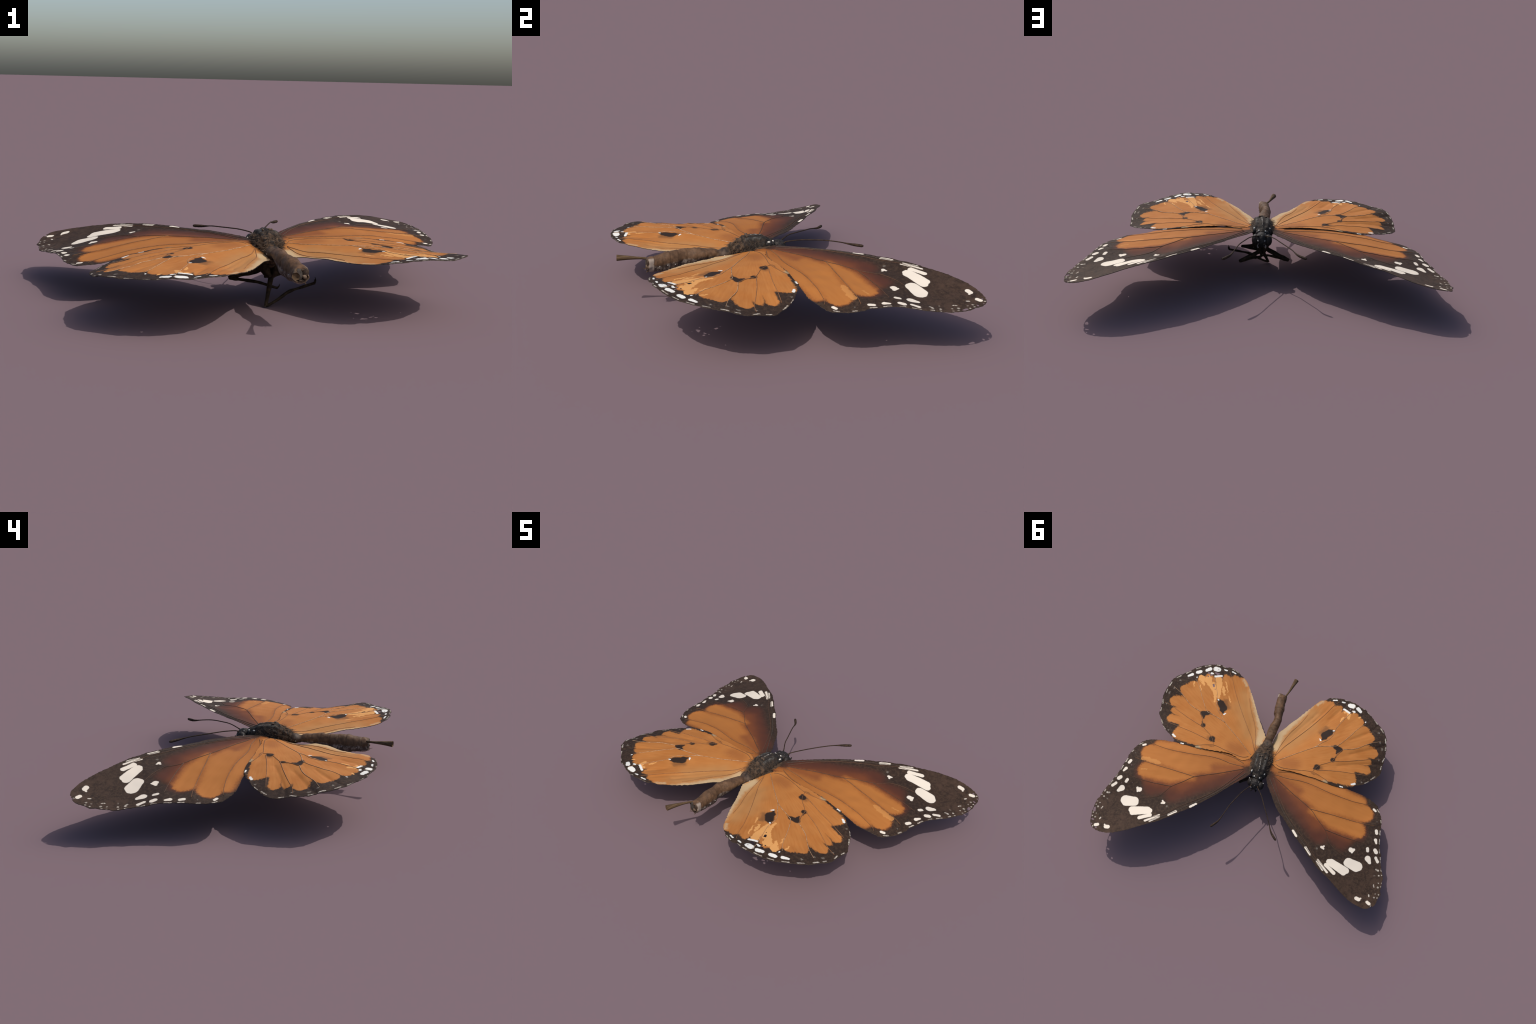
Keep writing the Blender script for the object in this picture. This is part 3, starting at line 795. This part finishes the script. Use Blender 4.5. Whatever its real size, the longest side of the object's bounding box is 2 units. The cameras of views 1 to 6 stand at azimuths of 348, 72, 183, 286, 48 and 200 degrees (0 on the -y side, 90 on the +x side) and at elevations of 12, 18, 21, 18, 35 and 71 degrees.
EDGE = plain_paint('wing_rim', (0.03, 0.022, 0.017), (0.07, 0.05, 0.035), 120)
VEIN_DARK = plain_paint('vein_dark', (0.048, 0.023, 0.013), (0.090, 0.042, 0.020), 60, bump=0.1)
VEIN_BROWN = plain_paint('vein_brown', (0.115, 0.048, 0.018), (0.18, 0.085, 0.035), 60, bump=0.1)
VEIN_FAINT = plain_paint('vein_faint', (0.17, 0.070, 0.024), (0.26, 0.12, 0.05), 60, bump=0.1)
VEIN_PALE = plain_paint('vein_pale', (0.20, 0.095, 0.036), (0.42, 0.28, 0.17), 50, bump=0.1)
PAINTS = {(k, w): wing_paint(('forewing' if k == 'fore' else 'hindwing') + ('_west' if w else '_east') + '_scales', k, w)
          for k in ('fore', 'hind') for w in (False, True)}

for west in (False, True):
    hsheet = Sheet(HINDWING_WEST_HEIGHT if west else HINDWING_EAST_HEIGHT)
    fsheet = Sheet(FOREWING_WEST_HEIGHT if west else FOREWING_EAST_HEIGHT)
    hrim = HINDWING_WEST_RIM if west else HINDWING_EAST_RIM
    frim = FOREWING_WEST_RIM if west else FOREWING_EAST_RIM
    hveins = [to_west(v, WEST_OF_HIND) for v in H_VEINS] if west else H_VEINS
    fveins = [to_west(v, WEST_OF_FORE) for v in F_VEINS] if west else F_VEINS
    hloop = spline(hrim, 0.01, closed=True)

    def tuck(q, z, hloop=hloop, hsheet=hsheet):
        """the forewing's hind edge passes under the hindwing"""
        out = np.where(inside(hloop, q), 0.0, gap_to_line(np.vstack([hloop, hloop[:1]]), q))
        return np.minimum(z, hsheet(q) - 0.0050 + np.clip(out - 0.001, 0, 9) * 1.0)
    f, floop, fsurf = wing('forewing', frim, fsheet, FOREWING_WEST_HOLES if west else FOREWING_EAST_HOLES,
                           PAINTS['fore', west], EDGE, butterfly, fveins, 0.05, 31 + west, tuck)
    add_veins(f, fveins, floop, fsurf, [VEIN_BROWN, VEIN_DARK, VEIN_BROWN, VEIN_DARK, VEIN_DARK, EDGE, VEIN_BROWN, EDGE], 0.0018)
    h, hl, hsurf = wing('hindwing', hrim, hsheet, HINDWING_WEST_HOLES if west else HINDWING_EAST_HOLES,
                        PAINTS['hind', west], EDGE, butterfly, hveins, 0.07 if west else 0.045, 41 + west, folds=HINDWING_WEST_FOLDS if west else HINDWING_EAST_FOLDS, crease=0.005 if west else 0.003)
    add_veins(h, hveins, hl, hsurf, [VEIN_PALE, VEIN_PALE, VEIN_PALE, VEIN_BROWN, VEIN_FAINT, VEIN_FAINT, VEIN_BROWN, VEIN_FAINT, VEIN_FAINT], 0.0015)
    for ob in (f, h):
        ob['kind'] = 'wing'
    del f['kind'], h['kind']

# ---------------------------------------------------------------------------
# the body
# ---------------------------------------------------------------------------
BLACK = plain_paint('black_cuticle', (0.009, 0.008, 0.008), (0.030, 0.025, 0.022), 70, rough=0.6, spec=0.15)
LEG = plain_paint('leg_cuticle', (0.014, 0.009, 0.006), (0.042, 0.028, 0.016), 60, rough=0.7, spec=0.1)
HORN = plain_paint('antenna_cuticle', (0.018, 0.011, 0.008), (0.048, 0.030, 0.018), 80, rough=0.7, spec=0.1)
PALE = plain_paint('pale_scales', (0.36, 0.34, 0.30), (0.56, 0.53, 0.47), 200, rough=0.7, bump=0.15, dist=0.001)
GREY = plain_paint('grey_scales', (0.17, 0.16, 0.155), (0.34, 0.31, 0.28), 90, rough=0.7)
HAIR = plain_paint('brown_hair', (0.050, 0.032, 0.021), (0.125, 0.082, 0.052), 60, rough=0.75, bump=0.1)
LOBE = plain_paint('lobe_scales', (0.030, 0.020, 0.014), (0.085, 0.052, 0.032), 70, rough=0.8, spec=0.1, bump=0.5)
PENCIL = plain_paint('hair_pencil_fibres', (0.050, 0.030, 0.016), (0.112, 0.070, 0.038), 1.0, rough=0.75, spec=0.1, stretch=(160, 12, 160))
PIT = plain_paint('dark_cavity', (0.018, 0.010, 0.006), (0.075, 0.042, 0.022), 55, bump=0.7, dist=0.006)
LID = plain_paint('grey_plate', (0.026, 0.020, 0.016), (0.055, 0.044, 0.035), 60, bump=0.2)
ASH = plain_paint('ash_scales', (0.060, 0.048, 0.040), (0.18, 0.15, 0.13), 90)

# thorax: y, centre x, half width, top, widest height, bottom
RIBS = [(0.062, 0.020, 0.022, 0.284, 0.256, 0.222), (0.047, 0.020, 0.038, 0.292, 0.256, 0.196),
        (0.022, 0.022, 0.050, 0.305, 0.257, 0.178), (-0.010, 0.024, 0.058, 0.321, 0.260, 0.162),
        (-0.050, 0.028, 0.061, 0.326, 0.264, 0.152), (-0.088, 0.032, 0.062, 0.327, 0.264, 0.150),
        (-0.112, 0.034, 0.060, 0.315, 0.262, 0.155), (-0.138, 0.036, 0.047, 0.299, 0.252, 0.160),
        (-0.164, 0.037, 0.038, 0.289, 0.248, 0.176), (-0.180, 0.038, 0.030, 0.270, 0.246, 0.205)]
st = spline(RIBS, 0.0045)
sides = 56
V = []
for y, cx, w, zt, zm, zb in st:
    for k in range(sides):
        a = 2 * math.pi * k / sides
        s, c = math.sin(a), math.cos(a)
        x = w * s * (abs(s) ** 0.05 if c > 0 else (1 - 0.42 * (-c) ** 1.2))
        z = zm + (zt - zm) * (c ** 0.85) if c > 0 else zm - (zm - zb) * (-c)
        V.append((cx + x, y, z))
V = np.array(V)
cen = np.repeat(np.c_[st[:, 1], st[:, 0], st[:, 4]], sides, axis=0)
out = V - cen
out /= np.linalg.norm(out, axis=1, keepdims=True) + 1e-9
rel = (V[:, 0] - cen[:, 0]) / np.repeat(st[:, 2], sides)
up = np.clip((V[:, 2] - 0.285) / 0.02, 0, 1)
# raised dorsal bands with furrows between, wrinkled flanks
relief = up * (0.0028 * np.cos(rel * 11.0) - 0.001)
rough = np.clip((-0.07 - V[:, 1]) / 0.04, 0, 1) * 0.0035 + 0.0016 + (1 - up) * 0.0024
relief += 0.6 * rough * (wave(V, 0.018, 3) + 0.5 * wave(V, 0.008, 4))
V += out * relief[:, None]
F = []
m = len(st)
for i in range(m - 1):
    for k in range(sides):
        F.append((i * sides + k, i * sides + (k + 1) % sides, (i + 1) * sides + (k + 1) % sides, (i + 1) * sides + k))
F.append(tuple(reversed(range(sides))))
F.append(tuple((m - 1) * sides + k for k in range(sides)))
thorax = mesh_object('thorax', V, F, thorax_paint(), butterfly, 60)

# lobes over the wing roots, collar lobes and the crest knob
for c, r, s in (((0.080, -0.018, 0.266), (0.020, 0.040, 0.011), 1), ((-0.030, -0.030, 0.261), (0.020, 0.042, 0.011), 2),
                ((0.092, -0.078, 0.255), (0.020, 0.032, 0.010), 3), ((-0.026, -0.096, 0.250), (0.022, 0.032, 0.010), 4),
                ((0.062, -0.140, 0.250), (0.020, 0.022, 0.015), 5), ((0.008, -0.146, 0.248), (0.020, 0.022, 0.015), 6)):
    v, f = ball(c, r, 28, 40, 0.13, s)
    mesh_object('wing_root_lobe', v, f, LOBE, thorax, 0)
for c in ((0.040, 0.047, 0.270), (0.003, 0.046, 0.267)):
    v, f = ball(c, (0.019, 0.014, 0.017), 14, 20, 0.04, 9)
    mesh_object('collar_lobe', v, f, BLACK, thorax, 0)
for c in ((0.064, 0.018, 0.276), (-0.014, 0.014, 0.273)):
    v, f = ball(c, (0.014, 0.022, 0.018), 14, 20, 0.05, 8)
    mesh_object('collar_lobe', v, f, BLACK, thorax, 0)
for c, r in (((0.036, -0.089, 0.327), (0.009, 0.006, 0.006)), ((0.048, -0.086, 0.325), (0.006, 0.005, 0.006)), ((0.008, -0.082, 0.325), (0.006, 0.008, 0.005))):
    v, f = ball(c, r, 10, 14, 0.15, 5)
    mesh_object('crest_scale', v, f, HAIR, thorax, 0)
for c, r in (((0.0685, 0.020, 0.291), (0.0052, 0.0085, 0.0058)), ((-0.0185, 0.015, 0.287), (0.0052, 0.0085, 0.0058)),
             ((0.040, 0.050, 0.287), (0.0055, 0.0055, 0.0045)), ((0.004, 0.050, 0.2835), (0.0055, 0.0055, 0.0045))):
    v, f = ball(c, r, 8, 12)
    mesh_object('pale_spot', v, f, PALE, thorax, 0)

# brown hair over the rear of the thorax and the wing roots: too many to pick apart
hairs = []
for i in range(560):
    side = rng.choice((-1, 1))
    y = rng.uniform(-0.185, 0.012)
    a = side * rng.uniform(0.75, 1.75)
    if rng.random() < 0.38:
        y, a = rng.uniform(-0.175, -0.11), rng.uniform(-1.5, 1.5)
    row = st[int(np.argmin(abs(st[:, 0] - y)))]
    w, zt, zm = row[2], row[3], row[4]
    base = np.array([row[1] + w * math.sin(a) * 0.95, y, zm + (zt - zm) * max(math.cos(a), -0.4) * 0.95])
    outw = np.array([math.sin(a) * 1.0, -0.5 - 0.7 * rng.random(), 0.12 * math.cos(a) - 0.08])
    outw /= np.linalg.norm(outw)
    ln = rng.uniform(0.012, 0.030)
    bend = np.array([rng.uniform(-1, 1), rng.uniform(-1, 1), rng.uniform(-0.7, 0.5)]) * ln * 0.45
    t = np.linspace(0, 1, 6)[:, None]
    path = base + outw * ln * t + bend * t ** 2
    hairs.append(tube(path, np.linspace(0.0008, 0.0003, 6), sides=4))
v, f = join(hairs)
mesh_object('hair', v, f, HAIR, thorax, 0, kind='stuff')

# head
v, f = ball((0.021, 0.086, 0.246), (0.036, 0.040, 0.042), 40, 56, 0.035, 12)
head = mesh_object('head', v, f, BLACK, butterfly, 0)
for sx in (1, -1):
    v, f = ball((0.0205 + sx * 0.036, 0.086 - 0.003 * sx, 0.244), (0.0215, 0.028, 0.033), 20, 28)
    mesh_object('compound_eye', v, f, plain_paint('eye_lens', (0.010, 0.008, 0.007), (0.024, 0.018, 0.015), 160, rough=0.55, spec=0.2, bump=0.15, dist=0.001), head, 0)
    # palps: short, pale-streaked, pointing forward under the face
    base = np.array((0.021 + sx * 0.013, 0.105, 0.225))
    path = spline([base, base + (sx * 0.002, 0.022, -0.002), base + (sx * 0.004, 0.036, 0.014)], 0.004)
    v, f = tube(path, np.linspace(0.009, 0.0025, len(path)), 10)
    mesh_object('palp', v, f, BLACK, head, 60)
    v, f = ball((0.021 + sx * 0.021, 0.098, 0.212), (0.006, 0.008, 0.013), 10, 14)
    mesh_object('pale_spot', v, f, GREY, head, 0)
    v, f = ball((0.021 + sx * 0.0175, 0.118, 0.250), (0.006, 0.005, 0.0055), 10, 14)
    mesh_object('pale_spot', v, f, GREY, head, 0)
for c, r in (((0.037, 0.080, 0.2795), 0.0048), ((0.004, 0.079, 0.2765), 0.0048), ((0.019, 0.107, 0.2755), 0.0046),
             ((0.055, 0.086, 0.2735), 0.0038), ((-0.013, 0.090, 0.2715), 0.0038), ((0.070, 0.066, 0.262), 0.0042),
             ((-0.030, 0.072, 0.262), 0.0034)):
    v, f = ball(c, (r * 0.9, r, r * 0.85), 8, 12, 0.1, 3)
    mesh_object('pale_spot', v, f, PALE, head, 0)

for line in ([(0.041, 0.108, 0.270), (0.043, 0.122, 0.279), (0.077, 0.180, 0.292), (0.103, 0.241, 0.2945), (0.126, 0.300, 0.2935), (0.143, 0.361, 0.2855), (0.164, 0.420, 0.274), (0.199, 0.470, 0.2705)],
             [(-0.003, 0.104, 0.268), (-0.008, 0.118, 0.279), (-0.052, 0.167, 0.285), (-0.088, 0.220, 0.2825), (-0.124, 0.272, 0.279), (-0.159, 0.324, 0.275), (-0.192, 0.376, 0.266), (-0.238, 0.416, 0.262)]):
    path = spline(line, 0.006)
    t = np.linspace(0, 1, len(path))
    r = 0.0029 + 0.0045 * np.clip((t - 0.74) / 0.16, 0, 1) ** 1.2 + 0.0016 * np.clip(1 - t / 0.05, 0, 1)
    r *= np.sqrt(np.clip((1.012 - t) / 0.03, 0.05, 1))
    r *= 1 + 0.05 * np.sin(t * 260)
    v, f = tube(path, r, 10)
    mesh_object('antenna', v, f, HORN, head, 60)

# abdomen: y, centre x, half width, top, bottom
BELLY = [(-0.168, 0.037, 0.030, 0.264, 0.220), (-0.200, 0.036, 0.034, 0.271, 0.220), (-0.226, 0.038, 0.0275, 0.264, 0.224),
         (-0.258, 0.040, 0.0275, 0.274, 0.224), (-0.300, 0.038, 0.029, 0.281, 0.219), (-0.350, 0.034, 0.0285, 0.285, 0.205),
         (-0.390, 0.031, 0.0275, 0.289, 0.198), (-0.416, 0.033, 0.027, 0.283, 0.191), (-0.440, 0.042, 0.0305, 0.280, 0.186),
         (-0.480, 0.047, 0.0315, 0.279, 0.187), (-0.515, 0.052, 0.0315, 0.273, 0.188), (-0.550, 0.057, 0.0330, 0.269, 0.192),
         (-0.587, 0.060, 0.0325, 0.262, 0.198)]
st2 = spline(BELLY, 0.004)
sides = 48
RINGS_AT = [-0.236, -0.290, -0.340, -0.388, -0.432, -0.474, -0.512, -0.553]
V = []
for y, cx, w, zt, zb in st2:
    zc, hz = 0.5 * (zt + zb), 0.5 * (zt - zb)
    step = 0.0
    for q in RINGS_AT:
        d = y - q
        step += -0.0020 * math.exp(-(d / 0.0028) ** 2) + (0.0016 * math.exp(d / 0.014) if d < 0 and d > -0.05 else 0)
    for k in range(sides):
        a = 2 * math.pi * k / sides
        V.append((cx + (w + step) * math.sin(a), y, zc + (hz + step) * math.cos(a)))
V = np.array(V)
cen = np.repeat(np.c_[st2[:, 1], st2[:, 0], 0.5 * (st2[:, 3] + st2[:, 4])], sides, axis=0)
out = V - cen
out /= np.linalg.norm(out, axis=1, keepdims=True) + 1e-9
wrinkle = 0.0022 * wave(V, 0.040, 15) + 0.0005 * wave(V, 0.012, 16)
flank = np.clip(1 - np.abs(V[:, 2] - (cen[:, 2] - 0.016)) / 0.018, 0, 1)
wrinkle += flank * 0.0012 * np.sin(V[:, 1] * 200 + 2 * wave(V, 0.03, 17)) - flank * 0.0015
tail = np.clip((-0.555 - V[:, 1]) / 0.03, 0, 1)
wrinkle += tail * 0.0030 * wave(V, 0.018, 18)
V = V + out * wrinkle[:, None]
m = len(st2)
# ragged open end: roll the last ring inward into a cavity
end = V[-sides:].copy()
end[:, 1] += 0.0035 * wave(end, 0.014, 19)
V[-sides:] = end
ec = end.mean(0)
F = []
rows = [V]
for shrink, depth in ((0.90, -0.0015), (0.80, 0.004), (0.74, 0.016), (0.60, 0.026), (0.3, 0.030)):
    ring = ec + (end - ec) * shrink
    ring[:, 1] = ec[1] + (end[:, 1] - ec[1]) * shrink + depth
    rows.append(ring)
V = np.vstack(rows)
n_out = m
for i in range(m + 5 - 1):
    for k in range(sides):
        F.append((i * sides + k, i * sides + (k + 1) % sides, (i + 1) * sides + (k + 1) % sides, (i + 1) * sides + k))
F.append(tuple(reversed(range(sides))))
F.append(tuple((m + 4) * sides + k for k in range(sides)))
abdomen = mesh_object('abdomen', V, F, [abdomen_paint(), PIT], butterfly, 60)
idx = [0 if i < (m + 0) * sides else 1 for i in range(len(F))]
idx[-2] = 0
abdomen.data.polygons.foreach_set('material_index', idx)
# the closing plates and shrivelled tissue in the open end
for c, r, s, mt in (((0.049, -0.584, 0.232), (0.018, 0.010, 0.024), 11, LID), ((0.076, -0.586, 0.242), (0.013, 0.007, 0.018), 2, PIT),
                    ((0.072, -0.588, 0.224), (0.010, 0.008, 0.010), 3, HAIR), ((0.060, -0.584, 0.208), (0.013, 0.006, 0.008), 4, PIT),
                    ((0.064, -0.586, 0.252), (0.010, 0.006, 0.006), 5, PIT)):
    v, f = ball(c, r, 14, 20, 0.06, s)
    mesh_object('end_plate', v, f, mt, abdomen, 0)
path = spline([(0.052, -0.560, 0.246), (0.044, -0.575, 0.250), (0.034, -0.590, 0.2525), (0.022, -0.630, 0.2545), (0.013, -0.672, 0.2565), (0.003, -0.722, 0.2575)], 0.005)
t = np.linspace(0, 1, len(path))
r = 0.0058 + 0.0095 * np.clip((t - 0.35) / 0.65, 0, 1) ** 1.3
v, f = tube(path, r, 18, squash=1.0, cap=False)
v = np.array(v)
n0 = len(v)
for i in range(len(path)):            # fluted, like a bundle of fibres
    for k in range(18):
        v[i * 18 + k] = path[i] + (v[i * 18 + k] - path[i]) * (1 + 0.06 * math.sin(k * 2.1 + 3 * t[i]))
last = v[-18:]
cup = path[-1] + (last - path[-1]) * 0.6 + np.array((0.001, 0.006, 0))
v = np.vstack([v, cup])
f += [(n0 - 18 + k, n0 + k, n0 + (k + 1) % 18, n0 - 18 + (k + 1) % 18) for k in range(18)]
f.append(tuple(n0 + k for k in reversed(range(18))))
f.append(tuple(range(18)))
mesh_object('hair_pencil', v, f, PENCIL, abdomen, 60)
for pts, r0 in (([(0.060, -0.580, 0.205), (0.058, -0.596, 0.208), (0.054, -0.612, 0.214)], 0.0020), ([(0.074, -0.585, 0.201), (0.078, -0.596, 0.196)], 0.003), ([(0.042, -0.585, 0.206), (0.040, -0.597, 0.202)], 0.0025)):
    path = spline(pts, 0.004)
    v, f = tube(path, np.linspace(r0, 0.0005, len(path)), 6)
    mesh_object('bristle', v, f, PENCIL, abdomen, 60)
# pale spots along the flanks
for y in (-0.206, -0.452, -0.490, -0.530):
    row = st2[int(np.argmin(abs(st2[:, 0] - y)))]
    zc, hz = 0.5 * (row[3] + row[4]), 0.5 * (row[3] - row[4])
    for sx in (1, -1):
        a = 1.80 if y < -0.3 else 1.75
        big = 1.2 if y > -0.3 else 0.6
        v, f = ball((row[1] + sx * row[2] * math.sin(a) * 1.0, y, zc + hz * math.cos(a)), (0.0045 * big, 0.005 * big, 0.0045 * big), 8, 12)
        mesh_object('pale_spot', v, f, GREY, abdomen, 0)

# ---------------------------------------------------------------------------
# the legs, folded under the thorax: hip, joints ..., radii
# ---------------------------------------------------------------------------
def leg(points, radii, claw=None):
    path = spline(points, 0.004)
    run = np.r_[0, np.cumsum(np.linalg.norm(np.diff(path, axis=0), axis=1))]
    key = [run[int(np.argmin(np.linalg.norm(path - np.array(q), axis=1)))] for q in points]
    r = np.interp(run, np.maximum.accumulate(key), radii)
    r = 1.1 * r * (1 + 0.08 * wave(path, 0.02, len(points)))
    v, f = tube(path, r, 10)
    ob = mesh_object('leg', v, f, LEG, butterfly, 60)
    for q in claw or ():
        cp = spline(q, 0.003)
        v, f = tube(cp, np.linspace(0.0045, 0.0012, len(cp)), 8)
        mesh_object('claw', v, f, LEG, ob, 60)
    return ob


leg([(0.040, -0.105, 0.170), (0.041, -0.124, 0.125), (0.034, -0.140, 0.095), (0.006, -0.194, 0.011), (0.005, -0.197, 0.0075), (0.018, -0.195, 0.009),
     (0.062, -0.185, 0.031), (0.112, -0.176, 0.062), (0.165, -0.168, 0.077), (0.224, -0.158, 0.091), (0.236, -0.157, 0.095)],
    [0.016, 0.013, 0.011, 0.0065, 0.006, 0.0055, 0.0060, 0.0065, 0.0060, 0.0060, 0.0065],
    [[(0.236, -0.157, 0.095), (0.239, -0.156, 0.106), (0.236, -0.154, 0.120)], [(0.234, -0.157, 0.095), (0.234, -0.160, 0.105), (0.231, -0.158, 0.111)]])
leg([(0.010, -0.060, 0.165), (0.000, -0.056, 0.138), (-0.045, -0.036, 0.120), (-0.118, -0.006, 0.096), (-0.122, -0.006, 0.092), (-0.112, -0.012, 0.090),
     (-0.055, -0.052, 0.089), (-0.010, -0.083, 0.087), (0.030, -0.106, 0.078), (0.062, -0.102, 0.066), (0.078, -0.098, 0.061)],
    [0.013, 0.012, 0.0115, 0.0085, 0.008, 0.0075, 0.0065, 0.0065, 0.006, 0.0045, 0.005],
    [[(0.078, -0.098, 0.061), (0.087, -0.096, 0.070), (0.089, -0.094, 0.079)]])
leg([(0.036, -0.020, 0.165), (0.044, -0.010, 0.140), (0.090, 0.024, 0.124), (0.141, 0.063, 0.111), (0.146, 0.066, 0.107), (0.138, 0.058, 0.104),
     (0.085, 0.012, 0.104), (0.048, -0.018, 0.102), (0.034, -0.032, 0.098)],
    [0.013, 0.012, 0.0105, 0.008, 0.0078, 0.007, 0.006, 0.0055, 0.005])
leg([(0.046, -0.085, 0.175), (0.062, -0.084, 0.152), (0.100, -0.080, 0.147), (0.146, -0.078, 0.146), (0.150, -0.079, 0.142), (0.140, -0.082, 0.139),
     (0.100, -0.090, 0.128), (0.064, -0.098, 0.118), (0.046, -0.104, 0.104)],
    [0.014, 0.011, 0.0095, 0.006, 0.0055, 0.006, 0.006, 0.0055, 0.005])
# short front pair, folded against the breast, and the hip mass with its pale streaks
for sx in (1, -1):
    leg([(0.023 + sx * 0.018, 0.040, 0.195), (0.023 + sx * 0.016, 0.034, 0.168), (0.024 + sx * 0.010, 0.018, 0.142), (0.025 + sx * 0.005, 0.004, 0.120)],
        [0.011, 0.010, 0.0075, 0.005])
    for y, z0 in ((-0.050, 0.178), (-0.100, 0.180), (-0.140, 0.190)):
        path = spline([(0.036 + sx * 0.036, y, z0), (0.037 + sx * 0.024, y - 0.008, z0 - 0.030), (0.038 + sx * 0.006, y - 0.014, z0 - 0.064)], 0.004)
        v, f = tube(path, np.interp(np.linspace(0, 1, len(path)), [0, 0.4, 1], [0.017, 0.018, 0.009]), 14)
        mesh_object('hip', v, f, LEG, thorax, 60)
    path = spline([(0.037 + sx * 0.030, -0.128, 0.176), (0.037 + sx * 0.026, -0.134, 0.156), (0.038 + sx * 0.012, -0.136, 0.132)], 0.004)
    v, f = tube(path, np.interp(np.linspace(0, 1, len(path)), [0, 0.5, 1], [0.004, 0.0075, 0.002]), 10, squash=0.6)
    mesh_object('pale_streak', v, f, ASH, thorax, 60)
